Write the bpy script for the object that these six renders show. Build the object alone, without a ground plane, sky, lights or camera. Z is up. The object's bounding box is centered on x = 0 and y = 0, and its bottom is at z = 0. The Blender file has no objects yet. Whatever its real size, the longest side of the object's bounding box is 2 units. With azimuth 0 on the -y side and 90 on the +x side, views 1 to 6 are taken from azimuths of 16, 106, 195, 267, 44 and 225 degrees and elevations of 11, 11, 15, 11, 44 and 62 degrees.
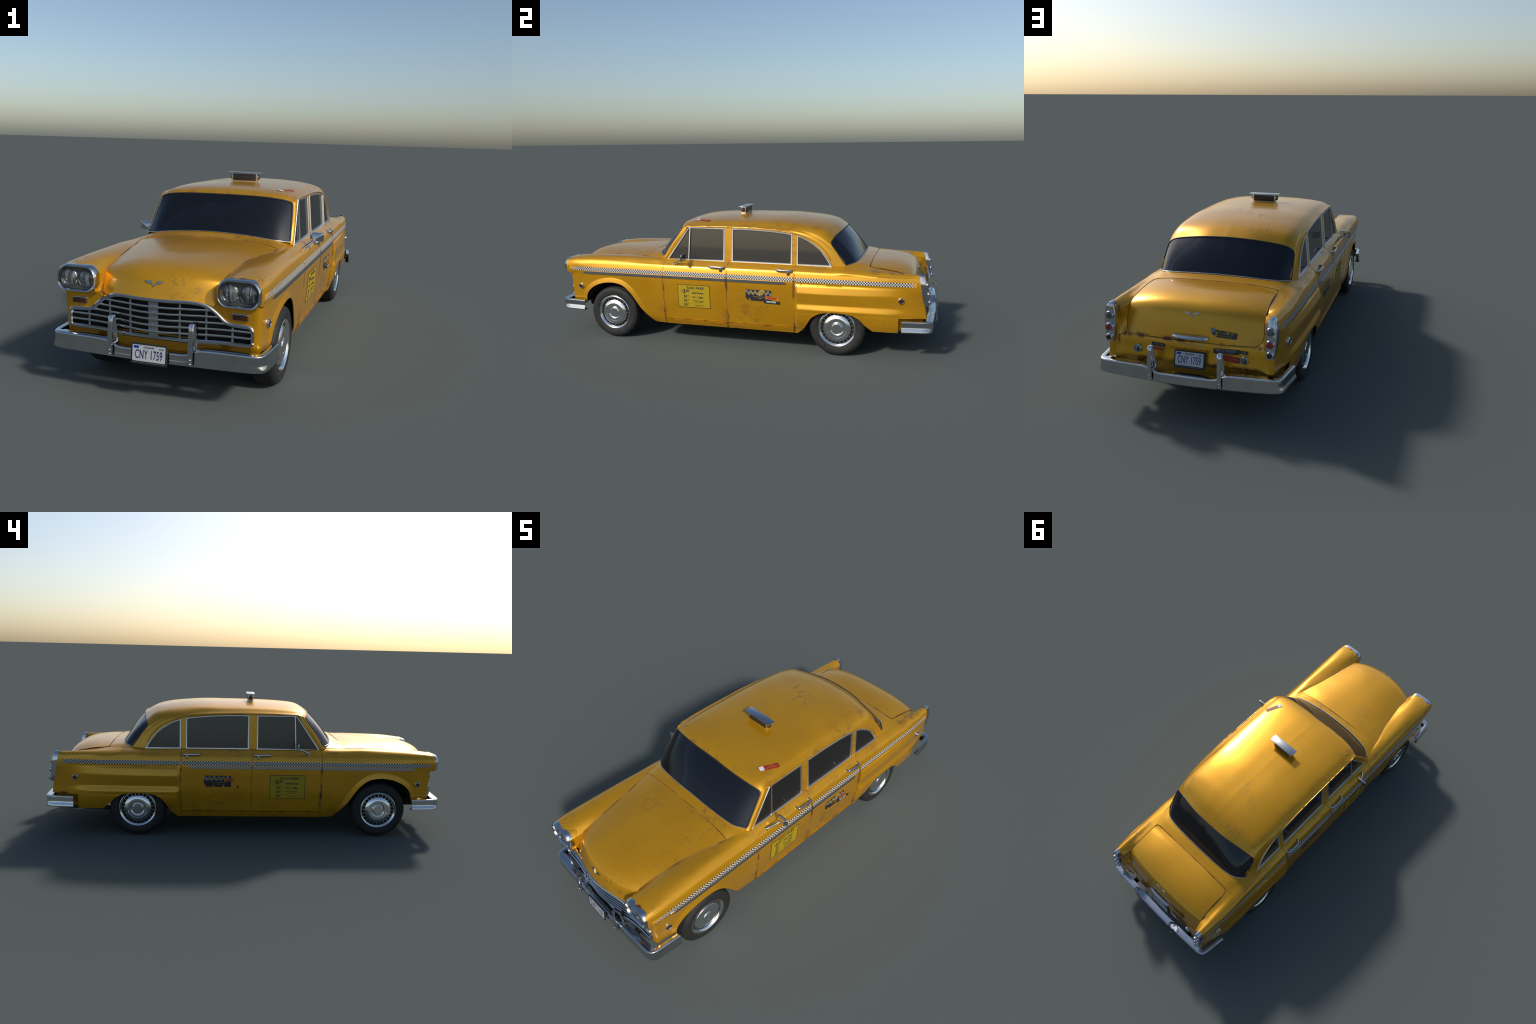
"""A weathered yellow checkered sedan cab, built part by part from profiles, lofts and sweeps.
Frame: metres, z up, nose towards -y, wheels on z = 0, overall length 2.00 m."""
import bpy, bmesh, math, random
import numpy as np
from mathutils import Vector, Matrix

random.seed(7)
rng = np.random.default_rng(7)

# ------------------------------------------------------------------ materials
def new_mat(name):
    m = bpy.data.materials.new(name)
    m.use_nodes = True
    nt = m.node_tree
    return m, nt, nt.nodes["Principled BSDF"]

def node(nt, kind, **kw):
    n = nt.nodes.new(kind)
    for k, v in kw.items():
        if k in n.inputs:
            n.inputs[k].default_value = v
        else:
            setattr(n, k, v)
    return n

def math_node(nt, op, a, b=None, clamp=False):
    n = nt.nodes.new("ShaderNodeMath"); n.operation = op; n.use_clamp = clamp
    for i, v in enumerate((a, b)):
        if v is None: continue
        if isinstance(v, (int, float)): n.inputs[i].default_value = v
        else: nt.links.new(v, n.inputs[i])
    return n.outputs[0]

def ramp(nt, src, lo, hi, smooth=True):
    n = nt.nodes.new("ShaderNodeMapRange")
    n.interpolation_type = 'SMOOTHSTEP' if smooth else 'LINEAR'
    nt.links.new(src, n.inputs["Value"])
    n.inputs["From Min"].default_value = lo; n.inputs["From Max"].default_value = hi
    return n.outputs["Result"]

def mix_col(nt, fac, a, b):
    n = nt.nodes.new("ShaderNodeMix"); n.data_type = 'RGBA'
    def put(sock, v):
        if hasattr(v, "is_output"): nt.links.new(v, sock)
        elif isinstance(v, (int, float)): sock.default_value = v
        else: sock.default_value = (*v, 1.0)
    put(n.inputs[0], fac); put(n.inputs[6], a); put(n.inputs[7], b)
    return n.outputs[2]

def obj_noise(nt, scale, detail=4.0, rough=0.55, stretch=None, offset=(0, 0, 0), distort=0.0):
    tc = nt.nodes.new("ShaderNodeTexCoord")
    mp = nt.nodes.new("ShaderNodeMapping")
    nt.links.new(tc.outputs["Object"], mp.inputs["Vector"])
    mp.inputs["Location"].default_value = offset
    if stretch: mp.inputs["Scale"].default_value = stretch
    n = nt.nodes.new("ShaderNodeTexNoise")
    nt.links.new(mp.outputs[0], n.inputs["Vector"])
    n.inputs["Scale"].default_value = scale
    n.inputs["Detail"].default_value = detail
    n.inputs["Roughness"].default_value = rough
    n.inputs["Distortion"].default_value = distort
    return n.outputs[0]

def plain(name, col, rough=0.5, metal=0.0, coat=0.0, spec=0.5):
    m, nt, p = new_mat(name)
    p.inputs["Base Color"].default_value = (*col, 1)
    p.inputs["Roughness"].default_value = rough
    p.inputs["Metallic"].default_value = metal
    p.inputs["Coat Weight"].default_value = coat
    p.inputs["Specular IOR Level"].default_value = spec
    return m

PAINT = (0.59, 0.285, 0.006)

def paint_material():
    m, nt, p = new_mat("yellow_paint")
    L = nt.links
    tone = obj_noise(nt, 5.0, 3, 0.5)
    base = mix_col(nt, ramp(nt, tone, 0.3, 0.7), (0.585, 0.280, 0.0045), (0.645, 0.315, 0.0075))
    # short brown scuffs gathered into patches
    patch = ramp(nt, obj_noise(nt, 4.2, 3, 0.5, offset=(3.1, 1.7, 0.4)), 0.53, 0.68)
    fine = ramp(nt, obj_noise(nt, 38, 5, 0.68, stretch=(1.0, 0.55, 1.3), offset=(1, 5, 2), distort=0.8), 0.47, 0.66)
    tc0 = nt.nodes.new("ShaderNodeTexCoord")
    sp0 = nt.nodes.new("ShaderNodeSeparateXYZ"); L.new(tc0.outputs["Object"], sp0.inputs[0])
    ax0 = math_node(nt, 'ABSOLUTE', sp0.outputs["X"])
    # hands and washing wear the shoulders and the roof edges first
    ledge = ramp(nt, math_node(nt, 'ABSOLUTE', math_node(nt, 'SUBTRACT', sp0.outputs["Z"], 0.418)), 0.026, 0.008)
    ledge = math_node(nt, 'MULTIPLY', ledge, ramp(nt, ax0, 0.25, 0.29))
    eave = ramp(nt, math_node(nt, 'ABSOLUTE', math_node(nt, 'SUBTRACT', sp0.outputs["Z"], 0.613)), 0.018, 0.004)
    worn = math_node(nt, 'MULTIPLY', math_node(nt, 'MAXIMUM', ledge, eave), ramp(nt, obj_noise(nt, 7.0, 2, 0.5, offset=(5, 0, 2)), 0.44, 0.60))
    patch = math_node(nt, 'MAXIMUM', patch, worn)
    scuff = math_node(nt, 'MULTIPLY', patch, fine)
    specks = ramp(nt, obj_noise(nt, 70, 3, 0.6, offset=(7, 2, 1)), 0.70, 0.76)
    dirt = math_node(nt, 'ADD', math_node(nt, 'MULTIPLY', scuff, 0.60), math_node(nt, 'MULTIPLY', specks, 0.35), True)
    c1 = mix_col(nt, dirt, base, (0.20, 0.095, 0.030))
    # rust along the door shuts, the sill and the lips
    tc = nt.nodes.new("ShaderNodeTexCoord")
    sep = nt.nodes.new("ShaderNodeSeparateXYZ"); L.new(tc.outputs["Object"], sep.inputs[0])
    y, z = sep.outputs["Y"], sep.outputs["Z"]
    xa = math_node(nt, 'ABSOLUTE', sep.outputs["X"])
    dist = None
    for y0 in (-0.3745, -0.0275, 0.3205):
        d = math_node(nt, 'ABSOLUTE', math_node(nt, 'SUBTRACT', y, y0))
        dist = d if dist is None else math_node(nt, 'MINIMUM', dist, d)
    door = ramp(nt, dist, 0.011, 0.001)
    low = ramp(nt, z, 0.42, 0.33)
    wide = ramp(nt, xa, 0.29, 0.30)
    door = math_node(nt, 'MULTIPLY', math_node(nt, 'MULTIPLY', door, low), wide)
    sill = ramp(nt, math_node(nt, 'ABSOLUTE', math_node(nt, 'SUBTRACT', z, 0.1245)), 0.010, 0.001)
    sill = math_node(nt, 'MULTIPLY', math_node(nt, 'MULTIPLY', sill, 0.45), ramp(nt, math_node(nt, 'ABSOLUTE', y), 0.39, 0.37))
    notch = ramp(nt, math_node(nt, 'ABSOLUTE', math_node(nt, 'SUBTRACT', z, 0.208)), 0.014, 0.002)
    notch = math_node(nt, 'MULTIPLY', notch, ramp(nt, y, 0.795, 0.82))
    lid = ramp(nt, math_node(nt, 'ABSOLUTE', math_node(nt, 'SUBTRACT', z, 0.2885)), 0.013, 0.002)
    lid = math_node(nt, 'MULTIPLY', math_node(nt, 'MULTIPLY', lid, ramp(nt, y, 0.885, 0.895)), ramp(nt, xa, 0.285, 0.265))
    lamp = ramp(nt, math_node(nt, 'ABSOLUTE', math_node(nt, 'SUBTRACT', xa, 0.290)), 0.008, 0.002)
    lamp = math_node(nt, 'MULTIPLY', math_node(nt, 'MULTIPLY', lamp, ramp(nt, y, 0.900, 0.915)), 0.8)
    brow = math_node(nt, 'MULTIPLY', math_node(nt, 'MULTIPLY', ramp(nt, y, -0.922, -0.934), ramp(nt, z, 0.400, 0.412)), ramp(nt, xa, 0.215, 0.235))
    seat = math_node(nt, 'MAXIMUM', math_node(nt, 'MAXIMUM', door, sill), math_node(nt, 'MAXIMUM', math_node(nt, 'MAXIMUM', notch, lid), math_node(nt, 'MAXIMUM', lamp, brow)))
    rn = ramp(nt, obj_noise(nt, 14, 4, 0.6, stretch=(1, 1, 0.6), offset=(4, 9, 3)), 0.47, 0.60)
    rust = math_node(nt, 'MULTIPLY', seat, rn)
    c2 = mix_col(nt, rust, c1, (0.115, 0.026, 0.014))
    # lower-body grime, blotchy
    grime = math_node(nt, 'MULTIPLY', ramp(nt, z, 0.24, 0.10), ramp(nt, obj_noise(nt, 11, 5, 0.62, offset=(2, 8, 6)), 0.50, 0.72))
    c3 = mix_col(nt, math_node(nt, 'MULTIPLY', grime, 0.55), c2, (0.22, 0.10, 0.028))
    L.new(c3, p.inputs["Base Color"])
    r = math_node(nt, 'ADD', math_node(nt, 'MULTIPLY', dirt, 0.20), 0.31)
    r = math_node(nt, 'ADD', r, math_node(nt, 'MULTIPLY', rust, 0.3))
    L.new(r, p.inputs["Roughness"])
    p.inputs["Specular IOR Level"].default_value = 0.5
    p.inputs["Metallic"].default_value = 0.54
    p.inputs["Coat Weight"].default_value = 0.45
    p.inputs["Coat Roughness"].default_value = 0.11
    return m

def chrome_material(name, col, rough):
    m, nt, p = new_mat(name)
    n = obj_noise(nt, 16, 4, 0.6)
    nt.links.new(mix_col(nt, ramp(nt, n, 0.35, 0.75), col, tuple(c * 0.86 for c in col)), p.inputs["Base Color"])
    p.inputs["Metallic"].default_value = 1.0
    nt.links.new(math_node(nt, 'ADD', math_node(nt, 'MULTIPLY', n, 0.12), rough - 0.06), p.inputs["Roughness"])
    return m

def seam_material():
    m, nt, p = new_mat("panel_seam")
    n = ramp(nt, obj_noise(nt, 9, 3, 0.55, offset=(6, 3, 8)), 0.46, 0.56)
    nt.links.new(mix_col(nt, n, (0.26, 0.12, 0.02), (0.055, 0.014, 0.012)), p.inputs["Base Color"])
    p.inputs["Roughness"].default_value = 0.7
    return m

def glass_material(name, tint, film, film_amount):
    """dark tinted pane: a see-through tint under a dusty, softly glossy film, and a clear reflection on top"""
    m, nt, p = new_mat(name)
    L = nt.links
    nt.nodes.remove(p)
    out = nt.nodes["Material Output"]
    tr = node(nt, "ShaderNodeBsdfTransparent"); tr.inputs[0].default_value = (*tint, 1)
    df = node(nt, "ShaderNodeBsdfDiffuse"); df.inputs[0].default_value = (0.008, 0.009, 0.010, 1)
    rg = node(nt, "ShaderNodeBsdfGlossy"); rg.inputs["Roughness"].default_value = 0.45
    rg.inputs[0].default_value = (*film, 1)
    ad = node(nt, "ShaderNodeAddShader"); L.new(df.outputs[0], ad.inputs[0]); L.new(rg.outputs[0], ad.inputs[1])
    gl = node(nt, "ShaderNodeBsdfGlossy"); gl.inputs["Roughness"].default_value = 0.03
    gl.inputs[0].default_value = (0.85, 0.88, 0.95, 1)
    m1 = node(nt, "ShaderNodeMixShader"); m1.inputs[0].default_value = film_amount
    L.new(tr.outputs[0], m1.inputs[1]); L.new(ad.outputs[0], m1.inputs[2])
    fr = node(nt, "ShaderNodeFresnel"); fr.inputs[0].default_value = 1.45
    m2 = node(nt, "ShaderNodeMixShader")
    L.new(fr.outputs[0], m2.inputs[0]); L.new(m1.outputs[0], m2.inputs[1]); L.new(gl.outputs[0], m2.inputs[2])
    L.new(m2.outputs[0], out.inputs[0])
    return m

def checker_material():
    m, nt, p = new_mat("checker_band")
    tc = nt.nodes.new("ShaderNodeTexCoord")
    mp = nt.nodes.new("ShaderNodeMapping")
    nt.links.new(tc.outputs["Object"], mp.inputs["Vector"])
    mp.inputs["Scale"].default_value = (0.0, 1.0, 1.0)
    mp.inputs["Location"].default_value = (0.003, 0.0, -0.3585 + 0.0065 * 60)
    ck = nt.nodes.new("ShaderNodeTexChecker")
    nt.links.new(mp.outputs[0], ck.inputs["Vector"])
    ck.inputs["Scale"].default_value = 1 / 0.0065
    ck.inputs["Color1"].default_value = (0.54, 0.525, 0.485, 1)
    ck.inputs["Color2"].default_value = (0.016, 0.016, 0.018, 1)
    # worn away towards the ends
    sep = nt.nodes.new("ShaderNodeSeparateXYZ"); nt.links.new(tc.outputs["Object"], sep.inputs[0])
    ya = math_node(nt, 'ABSOLUTE', math_node(nt, 'SUBTRACT', sep.outputs["Y"], -0.005))
    worn = math_node(nt, 'MULTIPLY', ramp(nt, ya, 0.865, 0.915), ramp(nt, obj_noise(nt, 60, 2, 0.5), 0.35, 0.6))
    nt.links.new(mix_col(nt, worn, ck.outputs["Color"], PAINT), p.inputs["Base Color"])
    p.inputs["Roughness"].default_value = 0.4
    return m

def lens_material(name, col):
    m, nt, p = new_mat(name)
    n = obj_noise(nt, 160, 2, 0.5)
    nt.links.new(mix_col(nt, ramp(nt, n, 0.3, 0.7), tuple(c * 0.6 for c in col), col), p.inputs["Base Color"])
    p.inputs["Roughness"].default_value = 0.12
    p.inputs["Coat Weight"].default_value = 0.6
    return m

def headlamp_material():
    m, nt, p = new_mat("headlamp_glass")
    n = obj_noise(nt, 60, 3, 0.5, stretch=(2.4, 1, 0.35))
    nt.links.new(mix_col(nt, ramp(nt, n, 0.35, 0.68), (0.035, 0.04, 0.042), (0.20, 0.22, 0.22)), p.inputs["Base Color"])
    p.inputs["Metallic"].default_value = 0.35
    p.inputs["Roughness"].default_value = 0.22
    p.inputs["Coat Weight"].default_value = 0.8
    p.inputs["Coat Roughness"].default_value = 0.04
    return m

def tyre_material():
    m, nt, p = new_mat("tyre_rubber")
    n = obj_noise(nt, 25, 4, 0.6)
    nt.links.new(mix_col(nt, ramp(nt, n, 0.35, 0.75), (0.009, 0.009, 0.009), (0.017, 0.0165, 0.0155)), p.inputs["Base Color"])
    p.inputs["Roughness"].default_value = 0.72
    return m

def worn_decal(name, col, amount=0.52, under=PAINT, scale=26):
    m, nt, p = new_mat(name)
    n = ramp(nt, obj_noise(nt, scale, 4, 0.6), amount, amount + 0.06)
    nt.links.new(mix_col(nt, n, col, under), p.inputs["Base Color"])
    p.inputs["Roughness"].default_value = 0.5
    return m

M_PAINT = paint_material()
M_CHROME = chrome_material("chrome", (0.60, 0.62, 0.645), 0.13)
M_SATIN = chrome_material("satin_trim", (0.50, 0.515, 0.53), 0.24)
M_HUB = chrome_material("hubcap_steel", (0.86, 0.87, 0.875), 0.17)
M_FRAME = plain("window_frame_alloy", (0.74, 0.75, 0.75), 0.34, 1.0)
M_SEAM = seam_material()
M_RUBBER = plain("black_rubber", (0.014, 0.015, 0.016), 0.45)
M_DARK = plain("dark_underside", (0.012, 0.012, 0.012), 0.85)
M_GRIMY = plain("grimy_steel", (0.045, 0.043, 0.040), 0.6, 0.4)
M_GLASS = glass_material("windscreen_glass", (0.48, 0.50, 0.52), (0.020, 0.022, 0.026), 0.45)
M_SIDEGLASS = glass_material("side_glass", (0.20, 0.205, 0.20), (0.085, 0.080, 0.072), 0.60)
M_CHECK = checker_material()
M_AMBER = lens_material("amber_lens", (0.055, 0.012, 0.004))
M_RED = lens_material("red_lens", (0.42, 0.012, 0.012))
M_CLEAR = headlamp_material()
M_TYRE = tyre_material()
M_TYRETEXT = plain("tyre_lettering", (0.024, 0.0235, 0.023), 0.6)
M_INTERIOR = plain("interior_vinyl", (0.030, 0.029, 0.028), 0.6)
M_BLACKDECAL = plain("black_print", (0.014, 0.014, 0.016), 0.5)
M_BLACKWORN = worn_decal("worn_black_print", (0.014, 0.014, 0.018), 0.60)
M_NAVYWORN = worn_decal("worn_navy_print", (0.020, 0.028, 0.042), 0.57, scale=34)
M_FARE = worn_decal("fare_panel_yellow", (0.37, 0.255, 0.004), 0.74)
M_WHITE = plain("white_print", (0.55, 0.55, 0.54), 0.5)
M_GREY = plain("grey_print", (0.20, 0.20, 0.205), 0.5)
M_YELLOWPRINT = plain("yellow_print", (0.36, 0.25, 0.01), 0.5)
M_ORANGE = worn_decal("orange_print", (0.46, 0.13, 0.010), 0.58)
M_REDPRINT = plain("red_print", (0.25, 0.012, 0.010), 0.5)
M_PLATE = plain("plate_white", (0.44, 0.45, 0.47), 0.45)
M_BLUE = plain("blue_print", (0.02, 0.06, 0.42), 0.5)
M_NAVY = plain("navy_print", (0.018, 0.016, 0.10), 0.5)
M_MIRROR = plain("mirror_glass", (0.55, 0.56, 0.58), 0.05, 1.0)

# ------------------------------------------------------------------ object helpers
ROOT = bpy.data.objects.new("taxi_cab", None)
bpy.context.scene.collection.objects.link(ROOT)
ROOT["label"] = "weathered yellow vintage sedan cab with checkered side bands"
ROOT["category"] = "taxi car"

def add_obj(name, me, mat=None, parent=None):
    o = bpy.data.objects.new(name, me)
    bpy.context.scene.collection.objects.link(o)
    if mat is not None and len(me.materials) == 0:
        me.materials.append(mat)
    o.parent = parent if parent is not None else ROOT
    return o

def shade(me, angle=38):
    for p in me.polygons: p.use_smooth = True
    me.set_sharp_from_angle(angle=math.radians(angle))

def mesh_from(name, verts, faces, angle=38, fix=True):
    me = bpy.data.meshes.new(name)
    me.from_pydata([tuple(map(float, v)) for v in verts], [], faces)
    if fix:
        bm = bmesh.new(); bm.from_mesh(me)
        bmesh.ops.remove_doubles(bm, verts=bm.verts, dist=2e-5)
        bmesh.ops.dissolve_degenerate(bm, edges=bm.edges, dist=1e-6)
        bm.to_mesh(me); bm.free()
    shade(me, angle)
    return me

def flip_x(me, name):
    m2 = me.copy(); m2.name = name
    m2.transform(Matrix.Scale(-1, 4, (1, 0, 0)))
    m2.flip_normals()
    return m2

def both_sides(name, me, mat, parent=None, parents=None):
    a = add_obj(name, me, mat, parents[0] if parents else parent)
    m2 = flip_x(me, me.name)
    b = add_obj(name, m2, mat, parents[1] if parents else parent)
    return a, b

def grid_faces(nu, nv, closed_v=False, flip=False):
    f = []
    for i in range(nu - 1):
        for j in range(nv if closed_v else nv - 1):
            k = (j + 1) % nv
            q = (i * nv + j, (i + 1) * nv + j, (i + 1) * nv + k, i * nv + k)
            f.append(q[::-1] if flip else q)
    return f

def sheet(name, P, outward, thickness=0.003, angle=38):
    """thin panel from a grid of points P[nu, nv, 3]; skin faces 'outward', depth goes inwards"""
    P = np.asarray(P, float)
    nu, nv = P.shape[:2]
    V = P.reshape(-1, 3)
    du = np.gradient(P, axis=0); dv = np.gradient(P, axis=1)
    n = np.cross(du, dv)
    ln = np.linalg.norm(n, axis=2, keepdims=True)
    n = np.where(ln > 1e-12, n / np.maximum(ln, 1e-12), 0)
    out = np.asarray(outward, float)
    s = np.sign(np.nansum(n @ out))
    flip = s < 0
    n = n * (s if s != 0 else 1)
    inner = (P - n * thickness).reshape(-1, 3)
    nV = nu * nv
    F = grid_faces(nu, nv, flip=flip)
    F2 = [tuple(i + nV for i in q[::-1]) for q in F]
    border = [i * nv for i in range(nu)] + [(nu - 1) * nv + j for j in range(1, nv)] + \
             [i * nv + nv - 1 for i in range(nu - 2, -1, -1)] + [j for j in range(nv - 2, 0, -1)]
    rim = []
    for a, b in zip(border, border[1:] + border[:1]):
        q = (a, b, b + nV, a + nV)
        rim.append(q if flip else q[::-1])
    return mesh_from(name, np.vstack([V, inner]), F + F2 + rim, angle)

def pchip_slopes(x, y):
    """monotone cubic slopes; y may be (n,) or (n, k)"""
    h = np.diff(x)
    h = h.reshape(-1, *([1] * (y.ndim - 1)))
    d = np.diff(y, axis=0) / h
    m = np.zeros_like(y)
    if len(x) == 2:
        m[:] = d[0]; return m
    w1 = 2 * h[1:] + h[:-1]; w2 = h[1:] + 2 * h[:-1]
    a, b = d[:-1], d[1:]
    ok = (a * b) > 0
    with np.errstate(divide='ignore', invalid='ignore'):
        hm = (w1 + w2) / (w1 / a + w2 / b)
    m[1:-1] = np.where(ok, hm, 0)
    m[0] = d[0]; m[-1] = d[-1]
    return m

def pchip(x, y, q):
    x = np.asarray(x, float); y = np.asarray(y, float); q = np.asarray(q, float)
    m = pchip_slopes(x, y)
    qc = np.clip(q, x[0], x[-1])
    i = np.clip(np.searchsorted(x, qc, side='right') - 1, 0, len(x) - 2)
    h = x[i + 1] - x[i]
    t = (qc - x[i]) / h
    if y.ndim == 1:
        h00 = (1 + 2 * t) * (1 - t) ** 2; h10 = t * (1 - t) ** 2; h01 = t * t * (3 - 2 * t); h11 = t * t * (t - 1)
        return h00 * y[i] + h10 * h * m[i] + h01 * y[i + 1] + h11 * h * m[i + 1]
    t = t.reshape(-1, 1); h = h.reshape(-1, 1)
    h00 = (1 + 2 * t) * (1 - t) ** 2; h10 = t * (1 - t) ** 2; h01 = t * t * (3 - 2 * t); h11 = t * t * (t - 1)
    return h00 * y[i] + h10 * h * m[i] + h01 * y[i + 1] + h11 * h * m[i + 1]

def pchip_rows(x, Y, q):
    """Y (ns, N): sample column k at q[k]"""
    x = np.asarray(x, float)
    m = pchip_slopes(x, Y)
    qc = np.clip(q, x[0], x[-1])
    i = np.clip(np.searchsorted(x, qc, side='right') - 1, 0, len(x) - 2)
    k = np.arange(Y.shape[1])
    h = x[i + 1] - x[i]; t = (qc - x[i]) / h
    h00 = (1 + 2 * t) * (1 - t) ** 2; h10 = t * (1 - t) ** 2; h01 = t * t * (3 - 2 * t); h11 = t * t * (t - 1)
    return h00 * Y[i, k] + h10 * h * m[i, k] + h01 * Y[i + 1, k] + h11 * h * m[i + 1, k]

def catmull(pts, n):
    """n points along a centripetal-ish Catmull-Rom curve through pts, evenly spread by control chord"""
    P = np.asarray(pts, float)
    c = np.sqrt(np.linalg.norm(np.diff(P, axis=0), axis=1)) + 1e-9
    t = np.concatenate([[0], np.cumsum(c)])
    m = np.zeros_like(P)
    m[1:-1] = ((P[1:-1] - P[:-2]) / c[:-1, None] * c[1:, None] + (P[2:] - P[1:-1]) / c[1:, None] * c[:-1, None]) / (c[:-1] + c[1:])[:, None]
    m[0] = (P[1] - P[0]) / c[0]; m[-1] = (P[-1] - P[-2]) / c[-1]
    q = np.linspace(0, t[-1], n)
    i = np.clip(np.searchsorted(t, q, side='right') - 1, 0, len(P) - 2)
    h = (t[i + 1] - t[i])[:, None]; u = ((q - t[i]))[:, None] / h
    h00 = (1 + 2 * u) * (1 - u) ** 2; h10 = u * (1 - u) ** 2; h01 = u * u * (3 - 2 * u); h11 = u * u * (u - 1)
    return h00 * P[i] + h10 * h * m[i] + h01 * P[i + 1] + h11 * h * m[i + 1]

def resample(C, n):
    C = np.asarray(C, float)
    s = np.concatenate([[0], np.cumsum(np.linalg.norm(np.diff(C, axis=0), axis=1))])
    q = np.linspace(0, s[-1], n)
    return np.stack([np.interp(q, s, C[:, k]) for k in range(C.shape[1])], 1)

def patch(rows, nu, nv):
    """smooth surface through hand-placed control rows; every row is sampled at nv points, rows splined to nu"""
    R = np.stack([resample(catmull(r, 400), nv) for r in rows])           # (nr, nv, 3)
    cols = np.stack([catmull(R[:, j], nu) for j in range(nv)], 1)
    return cols

def mirrored_grid(P):
    """P[nu, nv] with column/row 0 along x=0 in axis 1 -> full-width grid"""
    L = P[:, :0:-1].copy(); L[..., 0] *= -1
    return np.concatenate([L, P], axis=1)

def sweep(name, path, profile, closed_path=False, closed_profile=True, up=(0, 0, 1), caps=True, angle=38):
    """profile points (a, b): a along the outward side vector, b along 'up'"""
    path = np.asarray(path, float); up = np.asarray(up, float)
    n = len(path); V = []
    for i in range(n):
        a = path[(i - 1) % n] if (closed_path or i > 0) else path[i]
        b = path[(i + 1) % n] if (closed_path or i < n - 1) else path[i]
        t = b - a; t /= np.linalg.norm(t)
        s = np.cross(t, up); s /= np.linalg.norm(s)
        u = np.cross(s, t)
        if i > 0 and not closed_path and i < n - 1:
            d1 = path[i] - path[i - 1]; d1 /= np.linalg.norm(d1)
            k = 1 / max(0.5, abs(d1 @ t))
        else: k = 1
        prof = profile(i) if callable(profile) else profile
        for (pa, pb) in prof:
            V.append(path[i] + s * pa * k + u * pb)
    m = len(prof)
    F = grid_faces(n, m, closed_v=closed_profile)
    if closed_path:
        for j in range(m):
            k = (j + 1) % m
            F.append(((n - 1) * m + j, j, k, (n - 1) * m + k))
    elif caps and closed_profile:
        F.append(tuple(range(m))); F.append(tuple((n - 1) * m + j for j in range(m - 1, -1, -1)))
    me = mesh_from(name, V, F, angle)
    bm = bmesh.new(); bm.from_mesh(me); bmesh.ops.recalc_face_normals(bm, faces=bm.faces); bm.to_mesh(me); bm.free()
    return me

def circle_profile(r, n=8, squash=1.0):
    return [(r * math.cos(2 * math.pi * k / n), r * squash * math.sin(2 * math.pi * k / n)) for k in range(n)]

def tube(name, path, r, n=8, closed=False, up=(0, 0, 1), squash=1.0):
    return sweep(name, path, circle_profile(r, n, squash), closed_path=closed, up=up, angle=60)

def box_mesh(name, lo, hi, bevel=0.0, seg=2):
    bm = bmesh.new()
    bmesh.ops.create_cube(bm, size=1)
    lo, hi = Vector(lo), Vector(hi)
    for v in bm.verts:
        v.co = Vector([(lo[i] + hi[i]) / 2 + v.co[i] * (hi[i] - lo[i]) for i in range(3)])
    if bevel: bmesh.ops.bevel(bm, geom=bm.edges, offset=bevel, segments=seg, affect='EDGES', profile=0.5)
    me = bpy.data.meshes.new(name); bm.to_mesh(me); bm.free()
    shade(me, 35)
    return me

def lathe(name, prof, seg=48, angle=30, caps=True):
    """profile (radius, height) spun about the local +z axis"""
    V = []
    for (r, h) in prof:
        for k in range(seg):
            a = 2 * math.pi * k / seg
            V.append((r * math.cos(a), r * math.sin(a), h))
    F = []
    for i in range(len(prof) - 1):
        for k in range(seg):
            l = (k + 1) % seg
            F.append((i * seg + k, i * seg + l, (i + 1) * seg + l, (i + 1) * seg + k))
    if caps and prof[0][0] > 1e-6: F.append(tuple(range(seg - 1, -1, -1)))
    if caps and prof[-1][0] > 1e-6: F.append(tuple((len(prof) - 1) * seg + k for k in range(seg)))
    me = mesh_from(name, V, F, angle)
    bm = bmesh.new(); bm.from_mesh(me); bmesh.ops.recalc_face_normals(bm, faces=bm.faces); bm.to_mesh(me); bm.free()
    return me

def aim(o, loc, normal, up=(0, 0, 1)):
    """place o so that its local z points along normal"""
    z = Vector(normal).normalized(); x = Vector(up).cross(z)
    if x.length < 1e-6: x = Vector((1, 0, 0))
    x.normalize(); y = z.cross(x)
    o.matrix_world = Matrix(((x[0], y[0], z[0], loc[0]), (x[1], y[1], z[1], loc[1]), (x[2], y[2], z[2], loc[2]), (0, 0, 0, 1)))
    return o

def baked(me, M):
    me = me.copy(); me.transform(M); return me

def rot_to(normal, loc, up=(0, 0, 1)):
    z = Vector(normal).normalized(); x = Vector(up).cross(z); x.normalize(); y = z.cross(x)
    return Matrix(((x[0], y[0], z[0], loc[0]), (x[1], y[1], z[1], loc[1]), (x[2], y[2], z[2], loc[2]), (0, 0, 0, 1)))

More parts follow.
